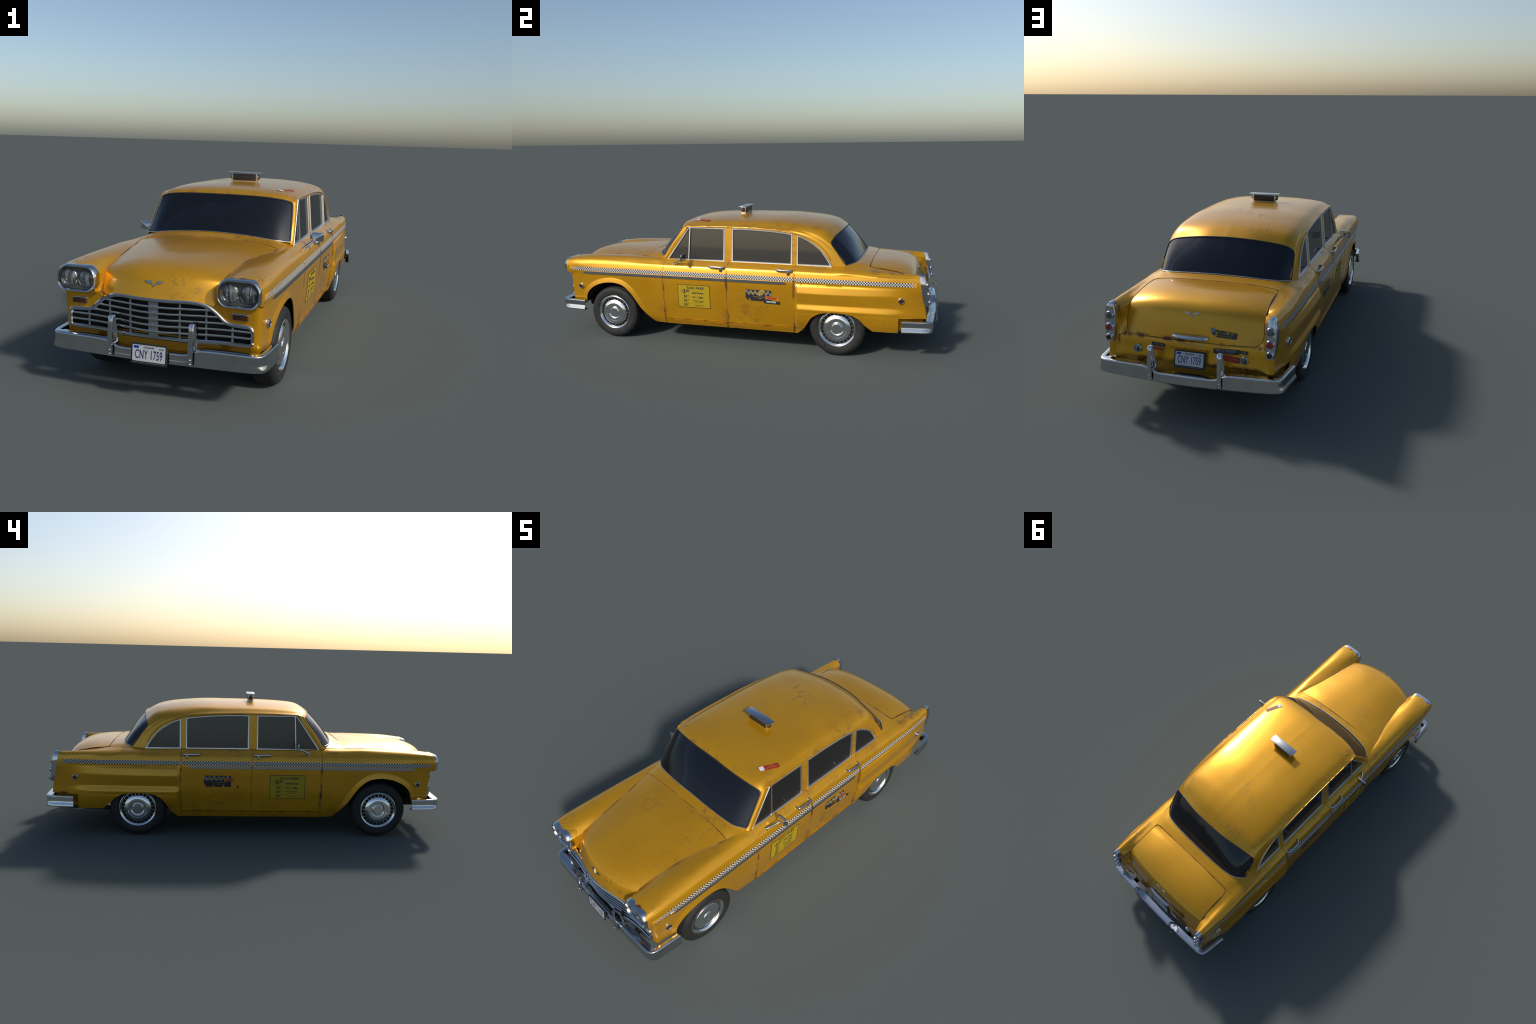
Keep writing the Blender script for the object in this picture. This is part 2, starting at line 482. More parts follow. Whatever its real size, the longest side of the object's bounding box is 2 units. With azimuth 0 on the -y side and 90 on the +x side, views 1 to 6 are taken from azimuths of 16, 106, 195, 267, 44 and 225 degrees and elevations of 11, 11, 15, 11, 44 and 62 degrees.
def polygon_prism(name, pts, depth, bevel=0.0):
    """flat outline (a, b) extruded from 0 to depth along local z"""
    bm = bmesh.new()
    vs = [bm.verts.new((a, b, 0)) for a, b in pts]
    f = bm.faces.new(vs)
    if f.normal.z > 0: f.normal_flip()
    bm.normal_update()
    r = bmesh.ops.extrude_face_region(bm, geom=[f])
    for v in [g for g in r["geom"] if isinstance(g, bmesh.types.BMVert)]: v.co.z += depth
    bmesh.ops.recalc_face_normals(bm, faces=bm.faces)
    if bevel:
        es = [e for e in bm.edges if all(v.co.z > depth * 0.5 for v in e.verts)]
        bmesh.ops.bevel(bm, geom=es, offset=bevel, segments=2, affect='EDGES', profile=0.5)
    me = bpy.data.meshes.new(name); bm.to_mesh(me); bm.free()
    shade(me, 30)
    return me

def text_mesh(body, size, extrude=0.0003, align='CENTER', squeeze=1.0, shear=0.0, spacing=1.0, bold=0.0):
    cu = bpy.data.curves.new("lettering", 'FONT')
    cu.body = body; cu.size = size; cu.extrude = extrude; cu.align_x = align; cu.align_y = 'CENTER'
    cu.shear = shear; cu.space_character = spacing; cu.resolution_u = 3; cu.offset = bold
    ob = bpy.data.objects.new("lettering", cu)
    bpy.context.scene.collection.objects.link(ob)
    dg = bpy.context.evaluated_depsgraph_get()
    me = bpy.data.meshes.new_from_object(ob.evaluated_get(dg))
    bpy.data.objects.remove(ob); bpy.data.curves.remove(cu)
    me.materials.clear()
    if squeeze != 1.0: me.transform(Matrix.Scale(squeeze, 4, (1, 0, 0)))
    return me

# ------------------------------------------------------------------ body side surface  x = X(y, z)
SIDE = [  # station y: profile knots (z, x), sill to shoulder
    (-0.960, [(.09, .333), (.20, .334), (.29, .336), (.336, .338), (.360, .342), (.378, .3425), (.398, .339)]),
    (-0.905, [(.09, .334), (.20, .335), (.29, .338), (.336, .341), (.360, .347), (.378, .3485), (.398, .346)]),
    (-0.860, [(.09, .336), (.20, .3395), (.271, .3430), (.336, .3470), (.358, .350), (.378, .3505), (.398, .348)]),
    (-0.670, [(.09, .330), (.20, .3460), (.29, .3520), (.336, .3540), (.356, .3537), (.378, .3515), (.398, .3465)]),
    (-0.450, [(.09, .318), (.125, .336), (.20, .3470), (.29, .3530), (.336, .3550), (.356, .3540), (.378, .3510), (.398, .3450)]),
    (-0.370, [(.09, .325), (.125, .3375), (.14, .3397), (.176, .3435), (.23, .3500), (.28, .3530), (.333, .3553), (.356, .3545), (.378, .3510), (.398, .3450)]),
    (-0.100, [(.09, .326), (.125, .3380), (.14, .3398), (.176, .3435), (.23, .3500), (.28, .3530), (.333, .3553), (.356, .3545), (.378, .3510), (.398, .3450)]),
    (0.322, [(.09, .327), (.125, .3385), (.14, .3405), (.176, .3465), (.23, .3520), (.28, .3540), (.333, .3553), (.356, .3545), (.378, .3505), (.398, .3450)]),
]
SIDE_REAR = [
    (0.3215, [(.09, .329), (.125, .3385), (.166, .3462), (.226, .3535), (.29, .3560), (.336, .3560), (.352, .3545), (.378, .3505), (.398, .3450)]),
    (0.345, [(.09, .337), (.13, .349), (.17, .3625), (.226, .3705), (.252, .3625), (.306, .3690), (.340, .3600), (.348, .3535), (.356, .3542), (.378, .3505), (.398, .3450)]),
    (0.430, [(.09, .338), (.13, .351), (.17, .364), (.226, .3705), (.252, .3620), (.306, .3685), (.340, .3595), (.348, .3535), (.356, .3540), (.378, .3505), (.398, .3450)]),
    (0.560, [(.09, .337), (.13, .350), (.17, .362), (.226, .3680), (.252, .3595), (.306, .3650), (.340, .3575), (.348, .352), (.356, .3528), (.378, .3495), (.398, .3445)]),
    (0.760, [(.09, .334), (.13, .346), (.17, .356), (.226, .3600), (.252, .3520), (.308, .3560), (.342, .351), (.350, .349), (.356, .3495), (.378, .3485), (.398, .345)]),
    (0.840, [(.09, .333), (.13, .341), (.17, .346), (.226, .3475), (.250, .3455), (.308, .3465), (.342, .345), (.350, .3445), (.356, .3445), (.378, .343), (.398, .340)]),
    (0.9305, [(.09, .314), (.13, .319), (.17, .3215), (.226, .3250), (.250, .3265), (.308, .3310), (.342, .336), (.350, .336), (.356, .336), (.378, .335), (.398, .331)]),
]
def side_x(stations, Y, Z, crisp=False):
    Y = np.asarray(Y, float); Z = np.asarray(Z, float); sh = Y.shape
    y, z = Y.ravel(), Z.ravel()
    S = np.stack([pchip([k[0] for k in prof], [k[1] for k in prof], z) for _, prof in stations])
    if crisp:
        Lm = np.stack([np.interp(z, [k[0] for k in prof], [k[1] for k in prof]) for _, prof in stations])
        S = np.where((z > .205) & (z < .347), 0.12 * S + 0.88 * Lm, S)
    return pchip_rows([s[0] for s in stations], S, y).reshape(sh)

FRONT_ARCH = [(-.9300, .190), (-.905, .187), (-.838, .178), (-.826, .230), (-.798, .263), (-.756, .287), (-.705, .300), (-.658, .3015),
              (-.611, .290), (-.571, .258), (-.540, .217), (-.510, .172), (-.480, .1385), (-.443, .0985), (-.430, .0945), (-.3745, .0945)]
REAR_ARCH = [(.3215, .0935), (.334, .0945), (.366, .1215), (.390, .157), (.410, .186), (.447, .2085), (.493, .2175), (.570, .2155),
             (.6075, .209), (.642, .190), (.668, .163), (.699, .138), (.705, .1355), (.8170, .1355), (.8190, .2075), (.9305, .2090)]

FRONT_ARCH = FRONT_ARCH[:3] + [tuple(p) for p in catmull(np.array(FRONT_ARCH[2:14]), 60)[1:]] + FRONT_ARCH[14:]
REAR_ARCH = REAR_ARCH[:2] + [tuple(p) for p in catmull(np.array(REAR_ARCH[1:12]), 50)[1:]] + REAR_ARCH[12:]

def dist_to_line(y, z, line):
    best = np.full(y.shape, 9.0)
    for (a, b), (c, d) in zip(line[:-1], line[1:]):
        vy, vz = c - a, d - b
        t = np.clip(((y - a) * vy + (z - b) * vz) / (vy * vy + vz * vz), 0, 1)
        best = np.minimum(best, np.hypot(y - a - t * vy, z - b - t * vz))
    return best

def x_front(Y, Z):
    x = side_x(SIDE, Y, Z)
    d = dist_to_line(np.asarray(Y, float), np.asarray(Z, float), FRONT_ARCH[2:58])
    flare = np.clip(1 - d / 0.024, 0, 1) ** 0.8
    tuck = np.clip((0.204 - np.asarray(Z)) / 0.02, 0, 1) * np.clip((-0.828 - np.asarray(Y)) / 0.008, 0, 1)
    return x + 0.0068 * flare * np.clip((-0.45 - np.asarray(Y)) / 0.05, 0.25, 1) - 0.006 * tuck

def x_rear(Y, Z):
    return side_x(SIDE_REAR, Y, Z, True)

# shoulder-to-inner-edge points of the upper side: (x, z) at five places per station
TOP = [
    (-0.960, [(.336, .406), (.325, .4135), (.298, .4170), (.245, .4165), (.2125, .398)]),
    (-0.890, [(.3425, .406), (.3330, .4185), (.300, .4275), (.238, .4245), (.2023, .401)]),
    (-0.800, [(.3435, .406), (.3350, .4190), (.304, .434), (.247, .4325), (.211, .4200)]),
    (-0.700, [(.3435, .406), (.3355, .4185), (.308, .4355), (.258, .4360), (.2265, .4310)]),
    (-0.600, [(.3430, .406), (.3350, .4170), (.312, .436), (.272, .4385), (.2450, .4365)]),
    (-0.485, [(.3420, .406), (.3345, .4145), (.316, .4310), (.292, .438), (.2769, .4370)]),
    (-0.415, [(.3420, .406), (.3345, .4140), (.320, .4290), (.304, .4365), (.2850, .4420)]),
    (-0.3745, [(.3415, .406), (.3335, .4140), (.3225, .4240), (.313, .4315), (.3020, .4375)]),
    (0.3215, [(.3415, .406), (.3335, .4140), (.3225, .4240), (.313, .4310), (.3030, .4335)]),
    (0.500, [(.3410, .405), (.3330, .4135), (.3210, .4225), (.310, .4285), (.2980, .4320)]),
    (0.565, [(.3445, .404), (.334, .415), (.317, .4240), (.303, .4285), (.2880, .4360)]),
    (0.620, [(.3435, .403), (.332, .4135), (.314, .4225), (.297, .4275), (.2800, .4330)]),
    (0.680, [(.3420, .402), (.330, .4125), (.313, .4200), (.292, .4235), (.2673, .4290)]),
    (0.780, [(.3390, .400), (.328, .4105), (.3125, .4165), (.292, .4140), (.2690, .4165)]),
    (0.830, [(.3370, .400), (.3275, .4098), (.3125, .4152), (.294, .4105), (.2699, .4082)]),
    (0.860, [(.3350, .400), (.3265, .409), (.3125, .4140), (.296, .4070), (.2716, .3930)]),
    (0.9305, [(.3280, .400), (.3230, .408), (.3130, .4120), (.301, .4060), (.2860, .3850)]),
]
def top_pts(y):
    ys = [t[0] for t in TOP]
    A = np.array([t[1] for t in TOP]).reshape(len(TOP), -1)
    return pchip(ys, A, np.atleast_1d(y)).reshape(-1, 5, 2)

def side_panel(xfun, ys, bottom, side_lo_override=None, nz=26, nt=18, ztop=0.398):
    """grid of section curves: side from the bottom line up to the shoulder, then over the shoulder to the inner edge"""
    ys = np.asarray(ys, float)
    rows = []
    T = top_pts(ys)
    for k, y in enumerate(ys):
        zb = bottom(y)
        z = np.linspace(zb, ztop, nz)
        x = xfun(np.full(nz, y), z)
        lead = [(float(xfun(np.array([y]), np.array([zz]))[0]), zz) for zz in (0.37, 0.385, 0.398)]
        C = catmull(lead + [tuple(p) for p in T[k]], 240)
        i0 = int(np.argmin(np.abs(C[:60, 1] - ztop)))
        C = resample(C[i0:], nt)
        sec = np.concatenate([np.stack([x, np.full(nz, y), z], 1),
                              np.stack([C[1:, 0], np.full(nt - 1, y), C[1:, 1]], 1)])
        rows.append(sec)
    return np.array(rows)

def poly_fn(line):
    a = np.array(line)
    return lambda y: float(np.interp(y, a[:, 0], a[:, 1]))

def knots(line, lo, hi, step):
    """columns: even spacing plus denser along steep parts of the line"""
    out = set(np.round(np.linspace(lo, hi, max(2, int((hi - lo) / step) + 1)), 5))
    for (a, b), (c, d) in zip(line[:-1], line[1:]):
        L = math.hypot(c - a, d - b); n = max(1, int(L / (step * 0.7)))
        for t in range(n + 1):
            v = a + (c - a) * t / n
            if lo <= v <= hi: out.add(round(v, 5))
    return sorted(out)

SEAM_A, SEAM_B, SEAM_C = -0.3745, -0.0275, 0.3205

def build_sides():
    # --- front fenders with the headlamp pods
    arch = [(-.9600, .3445), (-.9320, .3430), (-.9240, .3385), (-.9062, .3345), (-.905, .187)] + FRONT_ARCH[2:]
    ys = knots(arch, -0.949, SEAM_A - 0.0012, 0.008)
    G = side_panel(x_front, ys, poly_fn(arch), nz=30)
    fender = both_sides("front_fender", sheet("front_fender", G, (1, 0, 0.4)), M_PAINT)
    # pod underside and inner wall
    yy = np.linspace(-0.949, -0.885, 12)
    T = top_pts(yy)
    inner = T[:, 4]
    wall = []
    for k, y in enumerate(yy):
        top = np.array([inner[k, 0], y, inner[k, 1]])
        yb = y if y < -0.927 else -0.927 - 0.0 * (y + 0.927)
        bot = np.array([0.2000 + .0105 * np.clip((-.92 - y) / .015, 0, 1), min(y, -0.9265), 0.3345])
        wall.append([top + (bot - top) * t for t in np.linspace(0, 1, 8)])
    both_sides("headlamp_pod_wall", sheet("headlamp_pod_wall", wall, (-1, 0, 0)), M_PAINT, parents=fender)
    under = []
    for y in np.linspace(-0.949, -0.903, 10):
        zb = float(np.interp(y, [-.96, -.932, -.924, -.906], [.3445, .3430, .3385, .3345]))
        xo = float(x_front(np.array([y]), np.array([zb]))[0])
        under.append(catmull([(xo, y, zb), (xo - .006, y, zb - (zb - .3335) * .45), (.320, y, .3352), (.295, y, .3345), (.250, y, .3345), (.206, y, .3350)], 14))
    both_sides("headlamp_pod_floor", sheet("headlamp_pod_floor", under, (0, 0, -1)), M_PAINT, parents=fender)
    # front corner below the pod, wrapping from the side to the nose panel
    zs = np.linspace(0.176, 0.3335, 22)
    corner = []
    for z in zs:
        xs = float(side_x(SIDE, np.array([-0.905]), np.array([z]))[0])
        tuck = np.clip((0.205 - z) / 0.03, 0, 1) * 0.008
        yf = -0.9300 - 0.0015 * (z - .27) / .06 + tuck
        row = []
        for a in np.linspace(0, math.pi / 2, 12):
            row.append((0.306 + (xs - tuck * .6 - 0.306) * math.cos(a) ** 0.75, -0.905 + (yf + 0.905) * math.sin(a) ** 0.75, z))
        corner.append(row)
    both_sides("fender_corner", sheet("fender_corner", corner, (0.7, -1, 0)), M_PAINT, parents=fender)
    # --- doors
    def door_bottom(y): return 0.1255
    doors = {}
    for kind, lo, hi in (("front_door", SEAM_A + 0.0012, SEAM_B - 0.0012), ("rear_door", SEAM_B + 0.0012, SEAM_C - 0.0012)):
        G = side_panel(lambda Y, Z: side_x(SIDE, Y, Z), np.linspace(lo, hi, 26), door_bottom, nz=26)
        doors[kind] = both_sides(kind, sheet(kind, G, (1, 0, 0.4), 0.004), M_PAINT)
    ys = np.linspace(SEAM_A, SEAM_C + 0.001, 30)
    sill = []
    for y in ys:
        col = [(0.318, y, 0.1235)]
        for z in np.linspace(0.1235, 0.0945, 8):
            col.append((float(side_x(SIDE, np.array([y]), np.array([z]))[0]) + 0.0040 - 0.0015 * (0.1235 - z) / .03, y, z))
        col.append((0.318, y, 0.0935))
        sill.append(col)
    both_sides("sill", sheet("sill", sill, (1, 0, 0), 0.003), M_PAINT)
    # --- rear quarters
    ys = knots(REAR_ARCH, SEAM_C + 0.0012, 0.9305, 0.008)
    ys = sorted(set(ys) | set(np.round(np.linspace(0.3217, 0.350, 9), 5)))
    G = side_panel(x_rear, ys, poly_fn(REAR_ARCH), nz=58)
    s = np.clip((G[..., 1] - 0.80) / 0.1305, 0, 1)
    G[..., 1] += s * ((0.412 - G[..., 2]) * 0.16 - 0.0155)
    quarter = both_sides("quarter_panel", sheet("quarter_panel", G, (1, 0, 0.4)), M_PAINT)
    # recessed return behind the bumper end
    rec = []
    for y in np.linspace(0.812, 0.935, 10):
        xo = float(x_rear(np.array([y]), np.array([0.206]))[0]) - 0.003
        rec.append([(xo, y, 0.2085), (xo - 0.012, y, 0.205), (xo - 0.016, y, 0.19), (xo - 0.018, y, 0.150), (xo - 0.03, y, 0.137)])
    both_sides("bumper_recess", sheet("bumper_recess", rec, (1, 0, 0)), M_PAINT, parents=quarter)
    # rear end cap below and behind the lamp plate
    cap = []
    for z in np.linspace(0.2095, 0.411, 20):
        yr = 0.9305 + (0.412 - z) * 0.16 - 0.0155
        xo = float(np.interp(z, [.398, .412], [x_rear(np.array([.9305]), np.array([min(z, .398)]))[0], .318]))
        xi = float(np.interp(z, [.2, .27, .36, .385, .412], [.300, .2960, .2925, .2850, .306]))
        cap.append([(xo + (xi - xo) * t, yr + 0.0045 * math.sin(math.pi * t) ** 0.6, z) for t in np.linspace(0, 1, 8)])
    both_sides("fin_end", sheet("fin_end", cap, (0, 1, 0)), M_PAINT, parents=quarter)
    return fender, doors, quarter

# ------------------------------------------------------------------ hood, cowl, deck, trunk
HOOD = [  # centre line (y, z), edge (x, y, z), fullness exponent
    ((-.4860, .4630), (.2755, -.4850, .4365), 3.2),
    ((-.5400, .4620), (.2610, -.5400, .4375), 3.0),
    ((-.6000, .4595), (.2440, -.6000, .4365), 2.7),
    ((-.7000, .4545), (.2255, -.7000, .4310), 2.4),
    ((-.8000, .4480), (.2105, -.8000, .4200), 2.3),
    ((-.8700, .4395), (.2040, -.8560, .4100), 2.3),
    ((-.9150, .4265), (.2022, -.8830, .4025), 2.4),
    ((-.9400, .4110), (.2015, -.8970, .3930), 2.6),
    ((-.9530, .3925), (.2005, -.9060, .3760), 2.8),
    ((-.9605, .3710), (.1992, -.9165, .3500), 3.0),
    ((-.9680, .3450), (.1978, -.9260, .3260), 3.0),
    ((-.9690, .3390), (.1975, -.9272, .3210), 3.0),
]
def build_hood():
    ctrl = np.array([[c[0], c[1], e[0], e[1], e[2], p] for c, e, p in HOOD])
    C = catmull(ctrl[:, :5], 70)
    pw = np.interp(np.linspace(0, 1, 70), np.linspace(0, 1, len(ctrl)), ctrl[:, 5])
    u = np.sin(np.linspace(0, math.pi / 2, 24))
    G = np.zeros((70, 24, 3))
    for i in range(70):
        yc, zc, xe, ye, ze = C[i]
        f = 1 - u ** pw[i]
        fy = 1 - u ** 2.2
        G[i, :, 0] = xe * u
        G[i, :, 1] = ye + (yc - ye) * fy
        G[i, :, 2] = ze + (zc - ze) * f
    hood = add_obj("hood", sheet("hood", mirrored_grid(G), (0, -0.3, 1)), M_PAINT)
    edge = G[:, -1]
    seam = resample(edge, 60) + np.array([0.001, 0, 0.0])
    both_sides("hood_seam", tube("hood_seam", seam, 0.0017, 6), M_SEAM, hood)
    rear = mirrored_grid(G)[0]
    add_obj("hood_seam", tube("hood_seam", rear + np.array([0, 0.001, -0.0004]), 0.0014, 6), M_SEAM, hood)
    # chrome V badge
    badge(hood, (0, -0.9560, 0.3850), (0, -0.95, 0.30), 0.031, 0.0095)
    # cowl between hood and windscreen
    rows = [
        [(0, -.4845, .4615), (.1, -.4845, .4610), (.2, -.4840, .4565), (.25, -.4835, .4480), (.2765, -.4830, .4370)],
        [(0, -.4640, .4695), (.1, -.4630, .4675), (.2, -.4570, .4600), (.25, -.4500, .4520), (.2835, -.4350, .4425)],
        [(0, -.4400, .4780), (.1, -.4390, .4745), (.2, -.4295, .4645), (.25, -.4170, .4570), (.3000, -.3790, .4420)],
    ]
    G = patch(rows, 14, 30)
    add_obj("cowl", sheet("cowl", mirrored_grid(G), (0, 0, 1)), M_PAINT)
    return hood

def badge(parent, loc, normal, half, h):
    wing = [(0.0, -h), (0.18, -h * .35), (0.42, h * .35), (1.0, h * 0.95)]
    pts = [(0, -h * 1.1), (half * .34, h * .10), (half * .74, h * .08), (half * 1.0, h * 1.0), (half * .36, h * 0.95), (0, -h * .55)]
    full = pts + [(-a, b) for a, b in pts[-2:0:-1]]
    me = polygon_prism("badge", full, 0.0030, 0.0006)
    add_obj("badge", baked(me, rot_to(normal, loc)), M_SATIN, parent)

def build_rear_deck():
    rows = [
        [(0, .6205, .4565), (.1, .619, .4545), (.2, .612, .4490), (.25, .598, .4450), (.2885, .5640, .4365)],
        [(0, .6480, .4520), (.1, .647, .4505), (.2, .642, .4455), (.25, .634, .4410), (.2800, .6200, .4335)],
        [(0, .6755, .4470), (.1, .675, .4460), (.2, .674, .4405), (.25, .674, .4345), (.2680, .6760, .4295)],
    ]
    G = patch(rows, 12, 30)
    add_obj("rear_deck", sheet("rear_deck", mirrored_grid(G), (0, 0, 1)), M_PAINT)

TRUNK = [  # centre (y, z), edge (x, y, z)
    ((.6770, .4465), (.2480, .6770, .4350)),
    ((.6860, .4465), (.2600, .6830, .4315)),
    ((.7000, .4464), (.2650, .6980, .4285)),
    ((.7300, .4460), (.2665, .7300, .4265)),
    ((.7850, .4425), (.2680, .7850, .4185)),
    ((.8300, .4345), (.2695, .8300, .4085)),
    ((.8620, .4230), (.2705, .8560, .3970)),
    ((.8820, .4080), (.2715, .8690, .3850)),
    ((.8940, .3910), (.2720, .8770, .3700)),
    ((.9040, .3600), (.2725, .8860, .3450)),
    ((.9130, .3250), (.2710, .8970, .3150)),
    ((.9200, .2950), (.2600, .9080, .2960)),
    ((.9215, .2880), (.2480, .9120, .2900)),
]
def build_trunk():
    C = catmull(np.array([[*c, *e] for c, e in TRUNK]), 64)
    u = np.sin(np.linspace(0, math.pi / 2, 24))
    G = np.zeros((64, 24, 3))
    for i in range(64):
        yc, zc, xe, ye, ze = C[i]
        G[i, :, 0] = xe * u
        G[i, :, 1] = ye + (yc - ye) * (1 - u ** 3.2)
        G[i, :, 2] = ze + (zc - ze) * (1 - u ** 3.2)
    trunk = add_obj("trunk_lid", sheet("trunk_lid", mirrored_grid(G), (0, 0.5, 1)), M_PAINT)
    fill = [[(x, y, .4300 + (.268 - x) * .28 - (y - .676) * .055 - .0042) for x in np.linspace(.246, .2705, 6)] for y in np.linspace(.672, .715, 6)]
    both_sides("lid_corner", sheet("lid_corner", fill, (0, 0, 1), .002), M_PAINT)
    full = mirrored_grid(G)
    loop = np.concatenate([full[0], full[1:, -1], full[-1][::-1][1:], full[::-1][1:-1, 0]])
    add_obj("trunk_seam", tube("trunk_seam", loop, 0.0016, 6, closed=True), M_SEAM, trunk)
    badge(trunk, (0, 0.8965, 0.3830), (0, 0.95, 0.33), 0.031, 0.0095)
    # handle bar
    n = 20
    prof = []
    path = [(x, 0.9215 + 0.004 * (1 - (x / .07) ** 2), 0.3045) for x in np.linspace(-0.069, 0.069, n)]
    tp = lambda i: .55 + .45 * min(1, min(i, n - 1 - i) / 2.5)
    me = sweep("trunk_handle", path, lambda i: [(-.004, -.0078), (-.008 * tp(i), -.0075), (-.0125 * tp(i), -.0040), (-.0125 * tp(i), .0000), (-.0070 * tp(i), .0062), (.004, .0085), (.004, -.0078)], angle=30)
    add_obj("trunk_handle", me, M_CHROME, trunk)
    # inner flank of the fin, running down beside the lid to the rear face
    ys = np.linspace(0.855, 0.9305, 14)
    Tq = top_pts(ys)[:, 4]
    fin = []
    for k, y in enumerate(ys):
        sh = np.clip((y - .80) / .1305, 0, 1) * ((0.412 - Tq[k, 1]) * .16 - .0155)
        fin.append((Tq[k, 0] - .0006, y + sh, Tq[k, 1]))
    fin += [(.2925, 0.9305 + (0.412 - z) * .16 - .0120, z) for z in (.36, .33, .31, .288)]
    B = resample(np.array(fin), 30)
    edge = G[:, -1]
    i0 = int(np.argmin(np.abs(edge[:, 1] - 0.852)))
    A = resample(edge[i0:], 30)
    strip = []
    for k in range(30):
        row = []
        for t in np.linspace(0, 1, 9):
            p = A[k] + (B[k] - A[k]) * t
            p[1] -= 0.007 * math.sin(math.pi * t) * (k / 29) ** .5
            row.append(p)
        strip.append(row)
    both_sides("fin_flank", sheet("fin_flank", strip, (0, 1, 0.3)), M_PAINT)
    rear_panel()
    return trunk

def rear_panel():
    xs = np.linspace(0, 0.3030, 32)
    prof = [(.2905, .9155), (.2870, .9205), (.270, .9255), (.245, .9305), (.2200, .9360), (.2130, .9375), (.2090, .9365), (.200, .932), (.188, .9265), (.165, .9190), (.138, .912)]
    prof = resample(catmull(prof, 100), 30)
    rows = []
    for z, y in prof:
        row = []
        for x in xs:
            back = 0.004 * (x / 0.29) ** 2
            lic = 0.006 if (x < 0.0685 and 0.195 < z < 0.2605) else 0.0
            end = 0.0145 * np.clip((x - 0.262) / 0.036, 0, 1) ** 1.5
            row.append((x, y - back - lic + end * (1 if z > .2 else 0.3), z))
        rows.append(row)
    G = np.array(rows)
    add_obj("rear_panel", sheet("rear_panel", mirrored_grid(G), (0, 1, 0)), M_PAINT)

# ------------------------------------------------------------------ nose panel and grille
GY = lambda x: float(np.interp(abs(x), [0, .05, .1, .167, .2, .247, .3, .33], [-.970, -.9665, -.9555, -.9420, -.9365, -.9320, -.9310, -.9305]))
GTOP_PTS = [(0, .3355), (.06, .3355), (.12, .3345), (.150, .3310), (.172, .3240), (.190, .3120), (.207, .2970), (.222, .2830), (.235, .2755), (.252, .2725), (.280, .2715), (.300, .2700)]
GTOP = lambda x: float(np.interp(abs(x), [p[0] for p in GTOP_PTS], [p[1] for p in GTOP_PTS]))

def build_nose():
    # painted panel: above the grille shoulders, beside and below the grille
    up = []
    for x in np.linspace(0.150, 0.3065, 28):
        z0 = GTOP(x) + 0.0005; z1 = 0.3345 if x > .196 else 0.326
        up.append([(x, GY(x) - 0.0015 * (z - .27) / .06 + .001, z) for z in np.linspace(z0, max(z1, z0 + .004), 8)])
    a, b = both_sides("nose_panel", sheet("nose_panel", up, (0, -1, 0)), M_PAINT)
    low = []
    prof = [(.2140, 0.0), (.2090, -.001), (.2000, .001), (.190, .005), (.176, .008), (.158, .012)]
    for x in np.linspace(0, 0.3065, 30):
        y0 = -0.9200 - 0.006 * (x / .3065) ** 4
        low.append([(x, y0 + d, z) for z, d in prof])
    G = np.array(low).transpose(1, 0, 2)
    add_obj("nose_valance", sheet("nose_valance", mirrored_grid(G), (0, -1, 0)), M_PAINT)
    side = [[(x, -0.9295, z) for z in np.linspace(.20, .29, 6)] for x in np.linspace(.296, .312, 4)]
    # dark radiator space behind the bars
    back = [[(x, -0.9080, z) for z in np.linspace(.20, GTOP(x), 8)] for x in np.linspace(-.312, .312, 41)]
    add_obj("radiator", sheet("radiator", back, (0, -1, 0)), M_DARK)
    grille = add_obj("grille", frame_sweep(), M_CHROME)
    # bars
    for z in (.3143, .2948, .2755, .2557, .2360):
        xm = 0.306
        for x in np.linspace(0.1, 0.306, 207):
            if GTOP(x) - 0.004 < z: xm = x; break
        path = [(x, GY(x) + 0.003, z) for x in np.linspace(-xm, xm, 41)]
        add_obj("grille_bar", sweep("grille_bar", path, [(-.005, -.0036), (.002, -.0040), (.0042, -.0024), (.0048, 0), (.0042, .0024), (.002, .0040), (-.005, .0036)]), M_CHROME, grille)
    for x in (-.247, -.165, -.084, .084, .165, .247):
        add_obj("grille_post", box_mesh("grille_post", (x - .0035, GY(x) + .006, .214), (x + .0035, GY(x) + .016, GTOP(x))), M_SATIN, grille)
    add_obj("grille_post", box_mesh("grille_post", (-.0165, GY(0) + .006, .214), (.0165, GY(0) + .016, .335)), M_SATIN, grille)
    # turn signals
    for s in (-1, 1):
        me = box_mesh("turn_signal", (s * .274 - .0262, -.9385, .2910), (s * .274 + .0262, -.925, .3130), .003)
        o = add_obj("turn_signal", me, M_CHROME)
        add_obj("turn_signal_lens", box_mesh("turn_signal_lens", (s * .274 - .0238, -.9415, .2930), (s * .274 + .0238, -.930, .3110), .002), M_AMBER, o)

def frame_sweep():
    half = [(x, z) for x, z in GTOP_PTS]
    half += [(.3075, .2670), (.3105, .2610), (.3110, .240), (.3105, .2230), (.3070, .2160), (.300, .2150), (.2, .2150), (.1, .2145)]
    h = catmull(half, 90)
    R = [(x, GY(x), z) for x, z in h]
    Lf = [(-x, y, z) for x, y, z in R[::-1]]
    path = Lf[:-1] + R
    path = resample(np.array(path + [path[0]]), 220)[:-1]
    return sweep("grille_frame", path, [(.0066, .005), (.0070, -.0035), (.0038, -.0062), (-.0025, -.0058), (-.0055, -.002), (-.0055, .008)], closed_path=True, up=(0, 1, 0))

